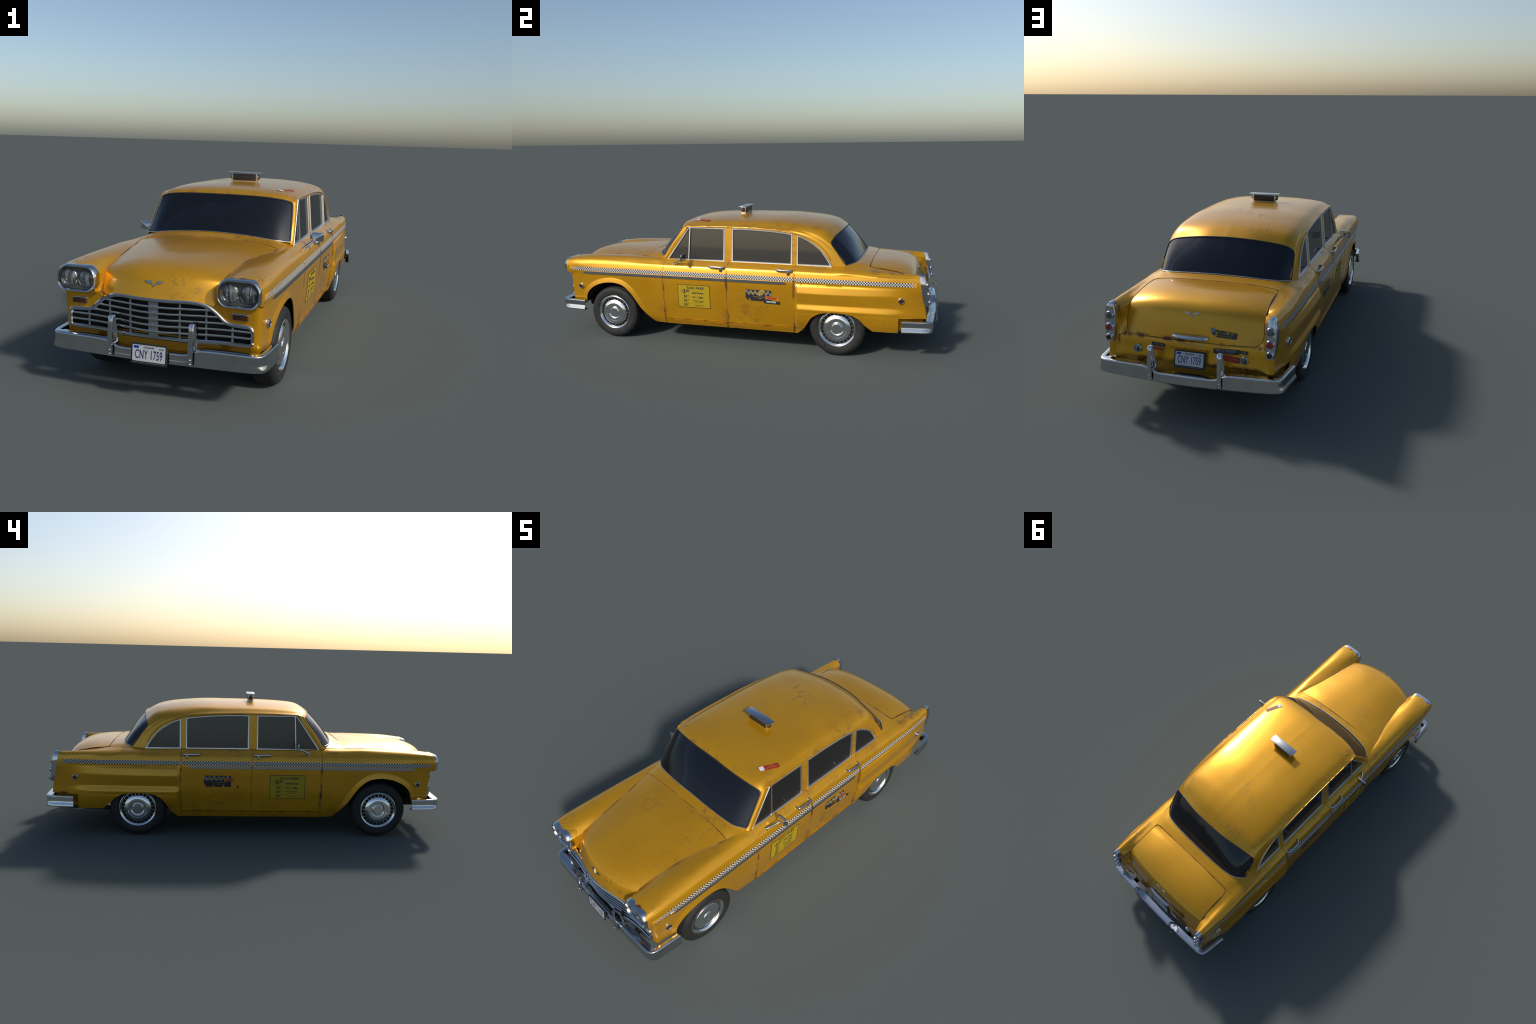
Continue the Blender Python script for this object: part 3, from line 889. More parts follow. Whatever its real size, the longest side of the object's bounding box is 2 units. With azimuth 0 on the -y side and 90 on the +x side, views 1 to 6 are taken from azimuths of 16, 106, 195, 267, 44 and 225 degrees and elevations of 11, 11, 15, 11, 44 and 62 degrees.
def rounded_loop(cx, cz, hw, hh, r, n=8):
    pts = []
    for qx, qz, a0 in ((1, 1, 0), (-1, 1, 90), (-1, -1, 180), (1, -1, 270)):
        for k in range(n + 1):
            a = math.radians(a0 + 90 * k / n)
            pts.append((cx + qx * (hw - r) + r * math.cos(a), cz + qz * (hh - r) + r * math.sin(a)))
    return pts

def build_headlights(fender):
    cx, cz = 0.2728, 0.3770
    sections = [  # (y, half width, half height, radius)
        (-.9325, .0680, .0425, .034), (-.9335, .0698, .0440, .035), (-.9380, .0702, .0443, .035), (-.9500, .0700, .0440, .035), (-.9590, .0685, .0428, .035), (-.9630, .0655, .0405, .034),
        (-.9615, .0625, .0375, .032), (-.9540, .0605, .0350, .031), (-.9440, .0600, .0345, .031)]
    V = []
    n = None
    for y, hw, hh, r in sections:
        lp = rounded_loop(cx, cz, hw, hh, r)
        n = len(lp)
        for x, z in lp:
            V.append((x, y + (0.005 * max(0, z - cz) / .043 if y < -.94 else 0), z))
    me = mesh_from("headlight_bezel", V, grid_faces(len(sections), n, closed_v=True), 45)
    bm = bmesh.new(); bm.from_mesh(me); bmesh.ops.recalc_face_normals(bm, faces=bm.faces); bm.to_mesh(me); bm.free()
    a, b = both_sides("headlight", me, M_CHROME)
    sleeve = []
    for y, hw, hh, r in ((-.8850, .0640, .0400, .030), (-.9050, .0680, .0425, .033), (-.9250, .0692, .0435, .035), (-.9400, .0692, .0434, .035)):
        sleeve.append([(x, y, z) for x, z in rounded_loop(cx, cz, hw, hh, r)])
    S = [p for ring in sleeve for p in ring]
    sm = mesh_from("headlamp_pod", S, grid_faces(4, n, closed_v=True), 45)
    bm = bmesh.new(); bm.from_mesh(sm); bmesh.ops.recalc_face_normals(bm, faces=bm.faces); bm.to_mesh(sm); bm.free()
    both_sides("headlamp_pod", sm, M_PAINT, parents=fender)
    lp = rounded_loop(cx, cz, .061, .035, .030)
    back = polygon_prism("headlight_plate", [(x, z) for x, z in lp], 0.002)
    back.transform(Matrix(((1, 0, 0, 0), (0, 0, -1, -.9445), (0, 1, 0, 0), (0, 0, 0, 1))))
    both_sides("headlight_plate", back, plain("lamp_plate_grey", (0.085, 0.09, 0.09), 0.4, 0.4), parents=(a, b))
    prof = [(.0, .0095), (.006, .0092), (.013, .0080), (.020, .0055), (.026, .0022), (.0286, -.001)]
    for dx in (-.0316, .0316):
        lens = lathe("headlight_lens", prof[::-1], 36)
        ring = lathe("headlight_ring", [(.0284, -.002), (.0286, .0008), (.0292, .0014), (.0298, .0006), (.0300, -.002)], 36)
        hub = lathe("headlight_bulb", [(.0080, .006), (.0080, .0095), (.0062, .0106), (.004, .0100), (0, .0100)], 24)
        M = rot_to((0, -1, 0), (cx + dx, -.9475, cz - .0005))
        both_sides("headlight_lens", baked(lens, M), M_CLEAR, parents=(a, b))
        both_sides("headlight_ring", baked(ring, M), M_SATIN, parents=(a, b))
        both_sides("headlight_bulb", baked(hub, M), M_CLEAR, parents=(a, b))

# ------------------------------------------------------------------ greenhouse
def XG(z): return 0.3045 - (z - 0.4325) * 0.092

ROOF_ROWS = [
    [(0, -.3130, 0.6115), (0, -.302, 0.6215), (0, -.278, 0.6325), (0, -.235, 0.6400), (0, -.15, 0.6460), (0, -.03, 0.6500), (0, .10, 0.6510), (0, .22, 0.6505), (0, .32, 0.6455), (0, .40, 0.6365), (0, .46, 0.6235), (0, .495, 0.6070), (0, .524, 0.5900)],
    [(.1, -.3150, 0.6110), (.1, -.303, 0.6195), (.1, -.278, 0.6310), (.1, -.235, 0.6380), (.1, -.15, 0.6440), (.1, -.03, 0.6480), (.1, .10, 0.6490), (.1, .22, 0.6490), (.1, .32, 0.6425), (.1, .40, 0.6335), (.1, .46, 0.6195), (.1, .495, 0.6025), (.1, .5205, 0.5855)],
    [(.2, -.3090, 0.6065), (.2, -.297, 0.6175), (.2, -.27, 0.6255), (.2, -.235, 0.6310), (.2, -.15, 0.6365), (.2, -.03, 0.6395), (.2, .10, 0.6400), (.2, .22, 0.6395), (.2, .32, 0.6325), (.2, .40, 0.6225), (.2, .46, 0.6055), (.2, .5045, 0.5720)],
    [(.25, -.2985, 0.6010), (.25, -.286, 0.6105), (.25, -.262, 0.6180), (.25, -.22, 0.6230), (.25, -.15, 0.6270), (.25, -.03, 0.6295), (.25, .10, 0.6290), (.25, .22, 0.6280), (.25, .32, 0.6205), (.25, .40, 0.6100), (.252, .455, 0.5925), (.255, .4950, 0.5600)],
    [(.2790, -.2900, .5910), (.2765, -.278, .6000), (.272, -.255, .6085), (.272, -.20, .6140), (.272, -.10, .6175), (.272, .05, .6180), (.272, .20, .6140), (.274, .32, .6060), (.277, .40, .5900), (.279, .45, .5690), (.281, .487, .5410)],
    [(.2850, -.2730, .5980), (.2845, -.26, .6045), (.2835, -.20, .6090), (.2835, -.10, .6120), (.2835, .05, .6120), (.2835, .20, .6070), (.2860, .32, .5950), (.2885, .40, .5730), (.2895, .46, .5380), (.2895, .515, .4890), (.2885, .5640, .4370)],
    [(.2895, -.2560, .6040), (.2905, -.15, .6080), (.2905, -.02, .6085), (.2905, .10, .6075), (.2905, .20, .6025), (.2910, .28, .5930), (.2915, .33, .5820), (.2925, .385, .5630), (.294, .43, .5370), (.2965, .463, .5050), (.2990, .487, .4700), (.3010, .507, .4320)],
]
WS_TOP = [(0, -.3130, .6115), (.1, -.3150, .6110), (.2, -.3090, .6065), (.25, -.2985, .5990), (.2790, -.2900, .5910)]
WS_BOT = [(0, -.4400, .4780), (.1, -.4390, .4745), (.2, -.4295, .4645), (.25, -.4190, .4570), (.2965, -.3890, .4490)]
RG_TOP = [(0, .524, .5900), (.1, .5205, .5855), (.2, .5045, .5720), (.25, .4955, .5605), (.281, .487, .5410)]
RG_BOT = [(0, .6210, .4570), (.1, .6195, .4550), (.2, .6125, .4490), (.25, .5985, .4450), (.2885, .5640, .4370)]

def glass_grid(top, bot, bulge, n=12, m=26):
    a = resample(catmull(top, 200), m); b = resample(catmull(bot, 200), m)
    G = np.zeros((n, m, 3))
    for i, t in enumerate(np.linspace(0, 1, n)):
        G[i] = a + (b - a) * t
        G[i, :, 1] += bulge * math.sin(math.pi * t) * (1 + 1.4 * np.linspace(0, 1, m) ** 2) * (1 - np.linspace(0, 1, m) ** 8)
        G[i, :, 2] += abs(bulge) * 0.6 * math.sin(math.pi * t) * (1 - 0.5 * np.linspace(0, 1, m) ** 2)
    return G

def build_greenhouse():
    G = patch(ROOF_ROWS, 44, 72)            # (across, along)
    G = G.transpose(1, 0, 2)
    roof = add_obj("roof", sheet("roof", mirrored_grid(G), (0, 0, 1), 0.004), M_PAINT)
    rail = G[:, -1]
    keep = rail[:int(len(rail) * 0.97)] + np.array([0.0012, 0, -0.0006])
    both_sides("drip_rail", tube("drip_rail", resample(keep, 60), 0.0026, 6), M_PAINT, roof)
    # screens
    for nm, T, B, bulge, mat, out in (("windscreen", WS_TOP, WS_BOT, -0.004, M_GLASS, (0, -1, 1)), ("rear_screen", RG_TOP, RG_BOT, 0.004, M_GLASS, (0, 1, 1))):
        g = mirrored_grid(glass_grid(T, B, bulge))
        o = add_obj(nm, sheet(nm, g, out, 0.003), mat)
        loop = np.concatenate([g[0], g[1:, -1], g[-1][::-1][1:], g[::-1][1:-1, 0]])
        loop = resample(np.vstack([loop, loop[:1]]), 180)[:-1]
        for _ in range(2):  # soften the corners of the seal
            loop = 0.25 * np.roll(loop, 1, 0) + 0.5 * loop + 0.25 * np.roll(loop, -1, 0)
        add_obj(nm + "_seal", tube(nm + "_seal", loop, 0.0034, 8, closed=True), M_RUBBER, o)
        low = g[-1] + np.array([0, math.copysign(0.0030, out[1]), 0.0012])
        add_obj(nm + "_trim", tube(nm + "_trim", resample(low, 60), 0.0017, 6), M_CHROME, o)
    # A pillars
    inner = [(.2790, -.2900, .5910), (.2845, -.3140, .5560), (.2912, -.3550, .5000), (.2965, -.3890, .4490), (.2995, -.394, .4425)]
    mid = [(.2875, -.2780, .5980), (.2945, -.3050, .5590), (.3015, -.3460, .5010), (.3060, -.3770, .4500), (.3065, -.388, .4400)]
    outer = [(.2895, -.2540, .6045), (.2945, -.2790, .5620), (.3010, -.3240, .4960), (.3055, -.3600, .4430), (.3070, -.3770, .4340)]
    P = patch([inner, mid, outer], 10, 20)
    both_sides("windscreen_pillar", sheet("windscreen_pillar", P, (0.6, -1, 0.2), 0.006), M_PAINT, roof)
    # side panes
    fd = [(-.2485, .6035), (-.0500, .6020), (-.0500, .4310), (-.3720, .4280)]
    rd = [(-.0135, .6015), (.03, .6022), (.09, .6012), (.15, .5985), (.21, .5945), (.2668, .5885), (.3010, .5835), (.3010, .4295), (-.0135, .4310)]
    qw = [(.3225, .5800), (.349, .5710), (.3800, .5575), (.4155, .5350), (.4445, .5120), (.4735, .4740), (.4890, .4500), (.5015, .4290), (.3225, .4295)]
    for nm, pts, post in (("front_window", fd, True), ("rear_window", rd, False), ("quarter_window", qw, False)):
        me = pane(nm + "_pane", pts, inset=0.004, off=-0.0035)
        a, b = both_sides(nm, me, M_SIDEGLASS)
        fr = window_frame(nm + "_frame", pts, 0.0082)
        both_sides(nm + "_frame", fr, M_FRAME, parents=(a, b))
        if post:
            p = [(XG(z) + 0.0005, y, z) for y, z in ((-.2395, .598), (-.2430, .515), (-.2465, .433))]
            both_sides("vent_post", sweep("vent_post", p, [(-.0024, -.003), (.0024, -.003), (.0024, .003), (-.0024, .003)], up=(1, 0, 0)), M_FRAME, parents=(a, b))
    # body-coloured pillars and header around the panes
    def strip(name, edge_a, edge_b, out=(1, 0, 0)):
        A = resample(np.array(edge_a, float), 14); B = resample(np.array(edge_b, float), 14)
        g = [[(1 - t) * A[k] + t * B[k] for t in np.linspace(0, 1, 5)] for k in range(14)]
        return sheet(name, g, out, 0.005)
    def gp(y, z, off=0.0): return (XG(z) + off, y, z)
    both_sides("door_pillar", strip("door_pillar", [gp(-.0515, .609), gp(-.0515, .431)], [gp(-.0125, .609), gp(-.0125, .431)]), M_PAINT, roof)
    both_sides("door_pillar", strip("door_pillar", [gp(.2995, .590), gp(.2995, .430)], [gp(.3240, .584), gp(.3240, .430)]), M_PAINT, roof)
    # door-top header between pane and rail
    hd_lo = [(y, z - 0.001) for y, z in [(-.252, .6035), (-.0500, .6020), (.03, .6022), (.09, .6012), (.15, .5985), (.21, .5945), (.2668, .5885), (.3225, .5800), (.349, .5710), (.3800, .5575), (.4155, .5350), (.4445, .5120), (.4735, .4740), (.4890, .4500), (.5015, .4290)]]
    A = [gp(y, z, -0.001) for y, z in hd_lo]
    rl = resample(rail, 60) - np.array([0.001, 0, 0])
    A = resample(np.array(A), 60)
    g = [[(1 - t) * A[k] + t * rl[k] for t in np.linspace(0, 1, 3)] for k in range(60)]
    both_sides("window_header", sheet("window_header", g, (1, 0, 0.2), 0.004), M_PAINT, roof)
    # belt ledge between panes and door shoulder
    ys = np.linspace(-0.385, 0.506, 40)
    T = top_pts(ys)[:, 4]
    g = [[(T[k, 0] + 0.004, ys[k], T[k, 1] - 0.0012), (T[k, 0] - 0.004, ys[k], T[k, 1] + 0.0006), (0.294, ys[k], 0.4330)] for k in range(40)]
    both_sides("belt_ledge", sheet("belt_ledge", g, (0, 0, 1), 0.003), M_PAINT, roof)
    return roof

def offset_poly(pts, d):
    """inset a closed (clockwise or not) outline by d"""
    P = np.array(pts, float); n = len(P)
    area = 0.5 * sum(P[i, 0] * P[(i + 1) % n, 1] - P[(i + 1) % n, 0] * P[i, 1] for i in range(n))
    sgn = 1 if area > 0 else -1
    out = []
    for i in range(n):
        a, b, c = P[i - 1], P[i], P[(i + 1) % n]
        d1 = (b - a) / np.linalg.norm(b - a); d2 = (c - b) / np.linalg.norm(c - b)
        n1 = np.array([-d1[1], d1[0]]) * sgn; n2 = np.array([-d2[1], d2[0]]) * sgn
        m = n1 + n2; m /= np.linalg.norm(m)
        out.append(b + m * d / max(0.35, m @ n1))
    return np.array(out)

def pane(name, pts, inset, off):
    P = offset_poly(pts, inset)
    me = polygon_prism(name, [(y, z) for y, z in P], 0.003)
    for v in me.vertices:
        y, z, d = v.co
        v.co = (XG(z) + off + d - 0.003, y, z)
    if True:
        bm = bmesh.new(); bm.from_mesh(me); bmesh.ops.recalc_face_normals(bm, faces=bm.faces); bm.to_mesh(me); bm.free()
    shade(me, 30)
    return me

def window_frame(name, pts, w):
    O = np.array(pts); I = offset_poly(pts, w); M1 = offset_poly(pts, w * .2); M2 = offset_poly(pts, w * .8)
    n = len(pts); V = []
    for loop, off in ((O, -0.004), (O, 0.0008), (M1, 0.0030), (M2, 0.0026), (I, 0.0004), (I, -0.004)):
        for y, z in loop: V.append((XG(z) + off, y, z))
    F = []
    for a in range(5):
        for i in range(n):
            j = (i + 1) % n
            F.append((a * n + i, a * n + j, (a + 1) * n + j, (a + 1) * n + i))
    me = mesh_from(name, V, F, 25)
    bm = bmesh.new(); bm.from_mesh(me); bmesh.ops.recalc_face_normals(bm, faces=bm.faces); bm.to_mesh(me); bm.free()
    return me

# ------------------------------------------------------------------ bumpers
def bumper(name, ysign):
    if ysign < 0: half = [(0, .9870), (.10, .9860), (.20, .9840), (.30, .9805), (.336, .9765), (.3520, .9660), (.3605, .9480), (.3660, .9000), (.3715, .8330)]
    else: half = [(0, .9890), (.10, .9880), (.20, .9850), (.30, .9800), (.336, .9760), (.3530, .9660), (.3610, .9480), (.3680, .9000), (.3770, .8380)]
    H = resample(catmull(half, 300), 60)
    full = np.vstack([[(-x, y) for x, y in H[:0:-1]], H])
    V = []
    prof_n = None
    for x, y in full:
        pass
    n = len(full)
    for i, (x, y) in enumerate(full):
        a = full[max(i - 1, 0)]; b = full[min(i + 1, n - 1)]
        t = (b - a) / np.linalg.norm(b - a)
        nx, ny = -t[1], t[0]                                   # outward in plan (y is mirrored later)
        if ny < 0 and abs(x) < .3: nx, ny = -nx, -ny
        if nx * np.sign(x) < 0 and abs(x) > .34: nx, ny = -nx, -ny
        ax = abs(x)
        top = float(pchip([0, .100, .112, .128, .148, .166, .2, .30, .40], [.1790, .1790, .1800, .1860, .1940, .1985, .1998, .1990, .1975] if ysign < 0 else [.1775, .1775, .1785, .1850, .1940, .1985, .2000, .2005, .2005], np.array([ax]))[0])
        bot = float(np.interp(ax, [0, .2, .34, .37], [.1425, .1440, .1455, .1450] if ysign < 0 else [.1400, .1430, .1475, .1475]))
        k = float(np.clip((ax - .346) / .012, 0, 1)) ** .7
        h = top - bot
        fw = -.034 + .016 * k
        prof = [(fw, top - .0005), (-.010, top + .0008), (-.0030, top + .0004), (-.0008, top - .0012), (0, top - .004), (-.0004, bot + h * .62), (0, bot + h * .39),
                (.0004 + .0004 * k, bot + h * .36), (.0008 + .0024 * k, bot + h * .22), (.0012 + .0048 * k, bot + h * .09), (.0010 + .0048 * k, bot + h * .05), (-.0005 + .004 * k, bot + .0002), (-.004, bot), (-.020, bot + .001), (-.020, bot + .004), (-.006, bot + .004),
                (-.004, bot + h * .3), (-.005, top - .006), (fw, top - .0035)]
        for o, z in prof:
            V.append((x + nx * o, (y + ny * o) * ysign, z))
        prof_n = len(prof)
    F = grid_faces(n, prof_n, closed_v=True)
    F.append(tuple(range(prof_n))); F.append(tuple((n - 1) * prof_n + j for j in range(prof_n - 1, -1, -1)))
    me = mesh_from(name, V, F, 40)
    bm = bmesh.new(); bm.from_mesh(me); bmesh.ops.recalc_face_normals(bm, faces=bm.faces); bm.to_mesh(me); bm.free()
    o = add_obj(name, me, M_CHROME)
    # overrider hoops
    for s in (-1, 1):
        pth = [(.9920, .1475), (.9945, .160), (.9935, .200), (.9890, .245), (.9850, .268), (.9800, .2765), (.9735, .2765), (.9690, .270), (.9620, .240), (.9570, .208), (.9545, .180)]
        P = resample(catmull(pth, 120), 34)
        path = [(s * .1355, y * ysign, z) for y, z in P]
        hoop = sweep("bumper_guard", path, [(-.0078, -.0018), (-.0078, .0012), (-.0045, .0026), (.0, .0016), (.0045, .0026), (.0078, .0012), (.0078, -.0018)], up=(0, 1 * ysign, 0.02), angle=30)
        g = add_obj("bumper_guard", hoop, M_CHROME, o)
        for z in (.155, .1685):
            bolt = lathe("guard_bolt", [(.0036, -.002), (.0036, .001), (.002, .0028), (0, .003)], 12)
            add_obj("guard_bolt", baked(bolt, rot_to((0, ysign, 0), (s * .1355, .9965 * ysign, z))), M_CHROME, g)
        add_obj("bumper_bracket", box_mesh("bumper_bracket", (s * .215 - .012, min(.87 * ysign, .975 * ysign), .160), (s * .215 + .012, max(.87 * ysign, .975 * ysign), .182), .003), M_DARK, o)
    return o

def licence_plate(parent, y, zc, tilt, ysign):
    w, h = .0608, .0330
    M = rot_to((0, ysign, tilt), (0, y, zc))
    fr = polygon_prism("plate_holder", rounded_loop(0, 0, w, h, .004, 4), .005, .001)
    o = add_obj("licence_plate", baked(fr, M @ Matrix.Translation((0, 0, -.003))), M_RUBBER, parent)
    def put(nm, me, mat, dz): add_obj(nm, baked(me, M @ Matrix.Translation((0, 0, dz))), mat, o)
    put("plate_sheet", polygon_prism("plate_sheet", [(a, b + .0030) for a, b in rounded_loop(0, 0, w - .0055, h - .0075, .003, 3)], .0006), M_PLATE, .0018)
    put("plate_strip", polygon_prism("plate_strip", [(-.054, -.0270), (.054, -.0270), (.054, -.0262), (-.054, -.0262)], .0004), M_GREY, .0020)
    put("plate_sticker", polygon_prism("plate_sticker", [(-.0510, .0175), (-.0335, .0175), (-.0335, .0260), (-.0510, .0260)], .0003), M_BLUE, .0024)
    put("plate_lettering", T(text_mesh("NMX", .0075), -.0422, .0216), M_NAVY, .0030)
    put("plate_lettering", T(text_mesh("STEELHEAVEN", .0085, squeeze=.68), .0, .0215), M_BLACKDECAL, .0026)
    put("plate_lettering", T(text_mesh("11 31", .0085, bold=.0003, squeeze=.8), .0420, .0205), M_BLACKDECAL, .0026)
    put("plate_lettering", T(text_mesh("CNY 1759", .0400, squeeze=.50, bold=.0003, spacing=1.08), .0, -.0020), M_NAVY, .0026)
    for sx in (-.027, .027):
        put("plate_bolt", polygon_prism("plate_bolt", [(sx + .0012 * math.cos(a), .0255 + .0012 * math.sin(a)) for a in np.linspace(0, 2 * math.pi, 9)[:-1]], .0006), M_BLACKDECAL, .0025)
    return o

def T(me, a, b, ang=0.0):
    me.transform(Matrix.Translation((a, b, 0)) @ Matrix.Rotation(ang, 4, 'Z'))
    return me

# ------------------------------------------------------------------ wheels
def build_wheels():
    
    # tyre profile (radius, height along axle; outer face = +)
    prof = [(.088, .030), (.0912, .0395), (.098, .0430), (.106, .0440), (.112, .0442), (.1125, .0450), (.119, .0445), (.1195, .0435), (.127, .0415), (.1320, .0375), (.1354, .0310),
            (.1367, .0225), (.1354, .0215), (.1354, .0195), (.1369, .0185), (.1372, .0085), (.1356, .0075), (.1356, .0050), (.1372, .0040), (.1372, -.0040), (.1356, -.0050), (.1356, -.0075), (.1372, -.0085),
            (.1369, -.0185), (.1354, -.0195), (.1354, -.0215), (.1367, -.0225), (.1354, -.0310), (.1320, -.0375), (.125, -.0425), (.106, -.0440), (.092, -.0390), (.086, -.030)]
    tyre = lathe("tyre", prof, 64, 35, caps=False)
    rim = lathe("rim", [(.0870, .0300), (.0908, .0390), (.0905, .0425), (.0885, .0436), (.0840, .0405), (.0795, .0355), (.0788, .0340), (.0785, .0250)], 64, 22, caps=False)
    cover = lathe("hubcap", [(.0670, .0250), (.0674, .0352), (.0660, .0376), (.0590, .0416), (.0510, .0442), (.0488, .0445), (.0476, .0434), (.0462, .0434), (.0400, .0440), (.0330, .0430), (.0290, .0408),
                             (.0264, .0408), (.0258, .0428), (.0250, .0448), (.0236, .0456), (.0, .0457)], 64, 16, caps=False)
    well = lathe("hub_recess", [(.080, .0265), (.050, .0266), (0, .0266)], 40, 35)
    inner = lathe("wheel_disc", [(.086, -.030), (.084, .0), (.04, .005), (0, .005)], 40, 35)
    nsp = 24
    V, F = [], []
    for k in range(nsp):
        a = 2 * math.pi * k / nsp
        c, s = math.cos(a), math.sin(a)
        hw = .0014
        base = len(V)
        for r, h in ((.0660, .0345), (.0795, .0345)):
            for side in (-1, 1):
                for dz in (0, -.008):
                    V.append((r * c - s * hw * side, r * s + c * hw * side, h + dz))
        F += [tuple(base + i for i in q) for q in ((0, 2, 6, 4), (0, 4, 5, 1), (2, 3, 7, 6), (1, 5, 7, 3), (0, 1, 3, 2), (4, 6, 7, 5))]
    spokes = mesh_from("hub_vane", V, F, 30)
    # raised sidewall lettering
    letters = []
    for word, a0 in (("KAMASTONE SP", 90), ("KAMASTONE SP", 270)):
        n = len(word)
        for i, ch in enumerate(word):
            if ch == " ": continue
            me = text_mesh(ch, .0155, .0006, bold=.0002)
            a = math.radians(a0 - (i - (n - 1) / 2) * 8.6)
            M = Matrix.Rotation(a - math.pi / 2, 4, 'Z') @ Matrix.Translation((0, .1065, .0441))
            me.transform(M); letters.append(me)
    bm = bmesh.new()
    for me in letters: bm.from_mesh(me); bpy.data.meshes.remove(me)
    let = bpy.data.meshes.new("tyre_lettering"); bm.to_mesh(let); bm.free()
    for (yc) in (-.6695, .5330):
        for s in (1, -1):
            e = bpy.data.objects.new("wheel", tyre)
            spin = Matrix.Rotation(random.uniform(0, 6.28), 4, 'Z') if yc > 0 else Matrix.Rotation(0.25, 4, 'Z')
            # each wheel: tyre mesh is the parent, hub parts are children; the outer face looks along +-x
            Mx = rot_to((s, 0, 0), (s * .3070, yc, .1373))
            bpy.context.scene.collection.objects.link(e)
            if not tyre.materials: tyre.materials.append(M_TYRE)
            e.parent = ROOT; e.matrix_world = Mx @ spin
            for nm, me, mat in (("rim", rim, M_HUB), ("hubcap", cover, M_HUB), ("hub_recess", well, M_DARK), ("wheel_disc", inner, M_GRIMY), ("hub_vane", spokes, M_HUB), ("tyre_lettering", let, M_TYRETEXT)):
                o = bpy.data.objects.new(nm, me)
                bpy.context.scene.collection.objects.link(o)
                if not me.materials: me.materials.append(mat)
                o.parent = e
                if nm == "hub_vane": o["kind"] = "stuff"
        # axle
        add_obj("axle", tube("axle", [(-.28, yc, .139), (0, yc, .139), (.28, yc, .139)], .012, 12, up=(0, 0, 1)), M_GRIMY)

# ------------------------------------------------------------------ underside and cabin
def build_underside():
    add_obj("floor_pan", box_mesh("floor_pan", (-.318, -.46, .100), (.318, .37, .125), .004), M_DARK)
    add_obj("chassis", box_mesh("chassis", (-.215, -.90, .130), (.215, .90, .200), .01), M_DARK)
    add_obj("engine_bay", box_mesh("engine_bay", (-.19, -.90, .19), (.19, -.40, .395), .01), M_DARK)
    add_obj("trunk_well", box_mesh("trunk_well", (-.225, .60, .19), (.225, .86, .36), .01), M_DARK)
    for yc, r, a0, a1 in ((-.6695, .178, 0, 163), (.5330, .162, 6, 184)):
        g = []
        for a in np.linspace(math.radians(a0), math.radians(a1), 26):
            g.append([(x, yc + r * math.cos(a), .135 + r * 0.97 * math.sin(a)) for x in (.205, .27, .336)])
        both_sides("wheel_well", sheet("wheel_well", g, (0, 0, 1), .003), M_DARK)
        w = []
        for a in np.linspace(math.radians(a0), math.radians(a1), 26):
            w.append([(.206, yc + r * t * math.cos(a), .135 + r * 0.97 * t * math.sin(a)) for t in (0.05, 1.0)])
        both_sides("wheel_well_wall", sheet("wheel_well_wall", w, (1, 0, 0), .002), M_DARK)
    for s in (-1, 1):
        add_obj("leaf_spring", tube("leaf_spring", [(s * .20, .36, .115), (s * .20, .45, .095), (s * .20, .54, .080), (s * .20, .63, .078), (s * .20, .70, .095), (s * .20, .77, .132)], .009, 6), M_GRIMY)
    add_obj("exhaust_pipe", tube("exhaust_pipe", [(-.12, -.3, .092), (-.12, .3, .092), (-.17, .45, .12), (-.23, .62, .105), (-.235, .90, .118)], .011, 10), M_GRIMY)

def build_cabin():
    def seat(nm, y, z0, backrest, w=.262):
        o = add_obj(nm, box_mesh(nm, (-w, y - .075, .20), (w, y + .075, .315), .02, 3), M_INTERIOR)
        me = box_mesh(nm + "_back", (-w, -.022, 0), (w, .022, backrest), .016, 3)
        add_obj(nm + "_back", baked(me, Matrix.Translation((0, y + .075, .29)) @ Matrix.Rotation(math.radians(-12), 4, 'X')), M_INTERIOR, o)
        return o
    f = seat("front_seat", -.13, .2, .185)
    for s in (-1, 1):
        add_obj("headrest", box_mesh("headrest", (s * .13 - .038, -.020, .475), (s * .13 + .038, .005, .535), .012, 3), M_INTERIOR, f)
    seat("rear_seat", .30, .2, .175)
    add_obj("dashboard", box_mesh("dashboard", (-.285, -.385, .33), (.285, -.315, .425), .015, 3), M_INTERIOR)
    add_obj("parcel_shelf", box_mesh("parcel_shelf", (-.28, .40, .415), (.28, .60, .428), .004), M_INTERIOR)
    add_obj("cabin_wall", box_mesh("cabin_wall", (-.29, .405, .20), (.29, .415, .42)), M_INTERIOR)
    for s in (-1, 1):
        add_obj("door_lining", box_mesh("door_lining", (s * .296 - .006, -.37, .14), (s * .296 + .006, .41, .427), .003), M_INTERIOR)
    ring = [(.13 + .058 * math.cos(a), -.285 + .030 * math.sin(a), .425 + .048 * math.sin(a)) for a in np.linspace(0, 2 * math.pi, 37)[:-1]]
    w = add_obj("steering_wheel", tube("steering_wheel", ring, .0042, 8, closed=True, up=(0, .85, -.53)), M_GRIMY)
    add_obj("steering_column", tube("steering_column", [(.13, -.285, .425), (.13, -.335, .395)], .008, 8, up=(1, 0, 0)), M_INTERIOR, w)
    add_obj("interior_mirror", box_mesh("interior_mirror", (-.045, -.300, .575), (.045, -.290, .597), .004), M_RUBBER)

# ------------------------------------------------------------------ trim
def on_side(Y, Z):
    return np.where(np.asarray(Y) < SEAM_C, np.where(np.asarray(Y) < SEAM_A, x_front(Y, Z), side_x(SIDE, Y, Z)), x_rear(Y, Z))

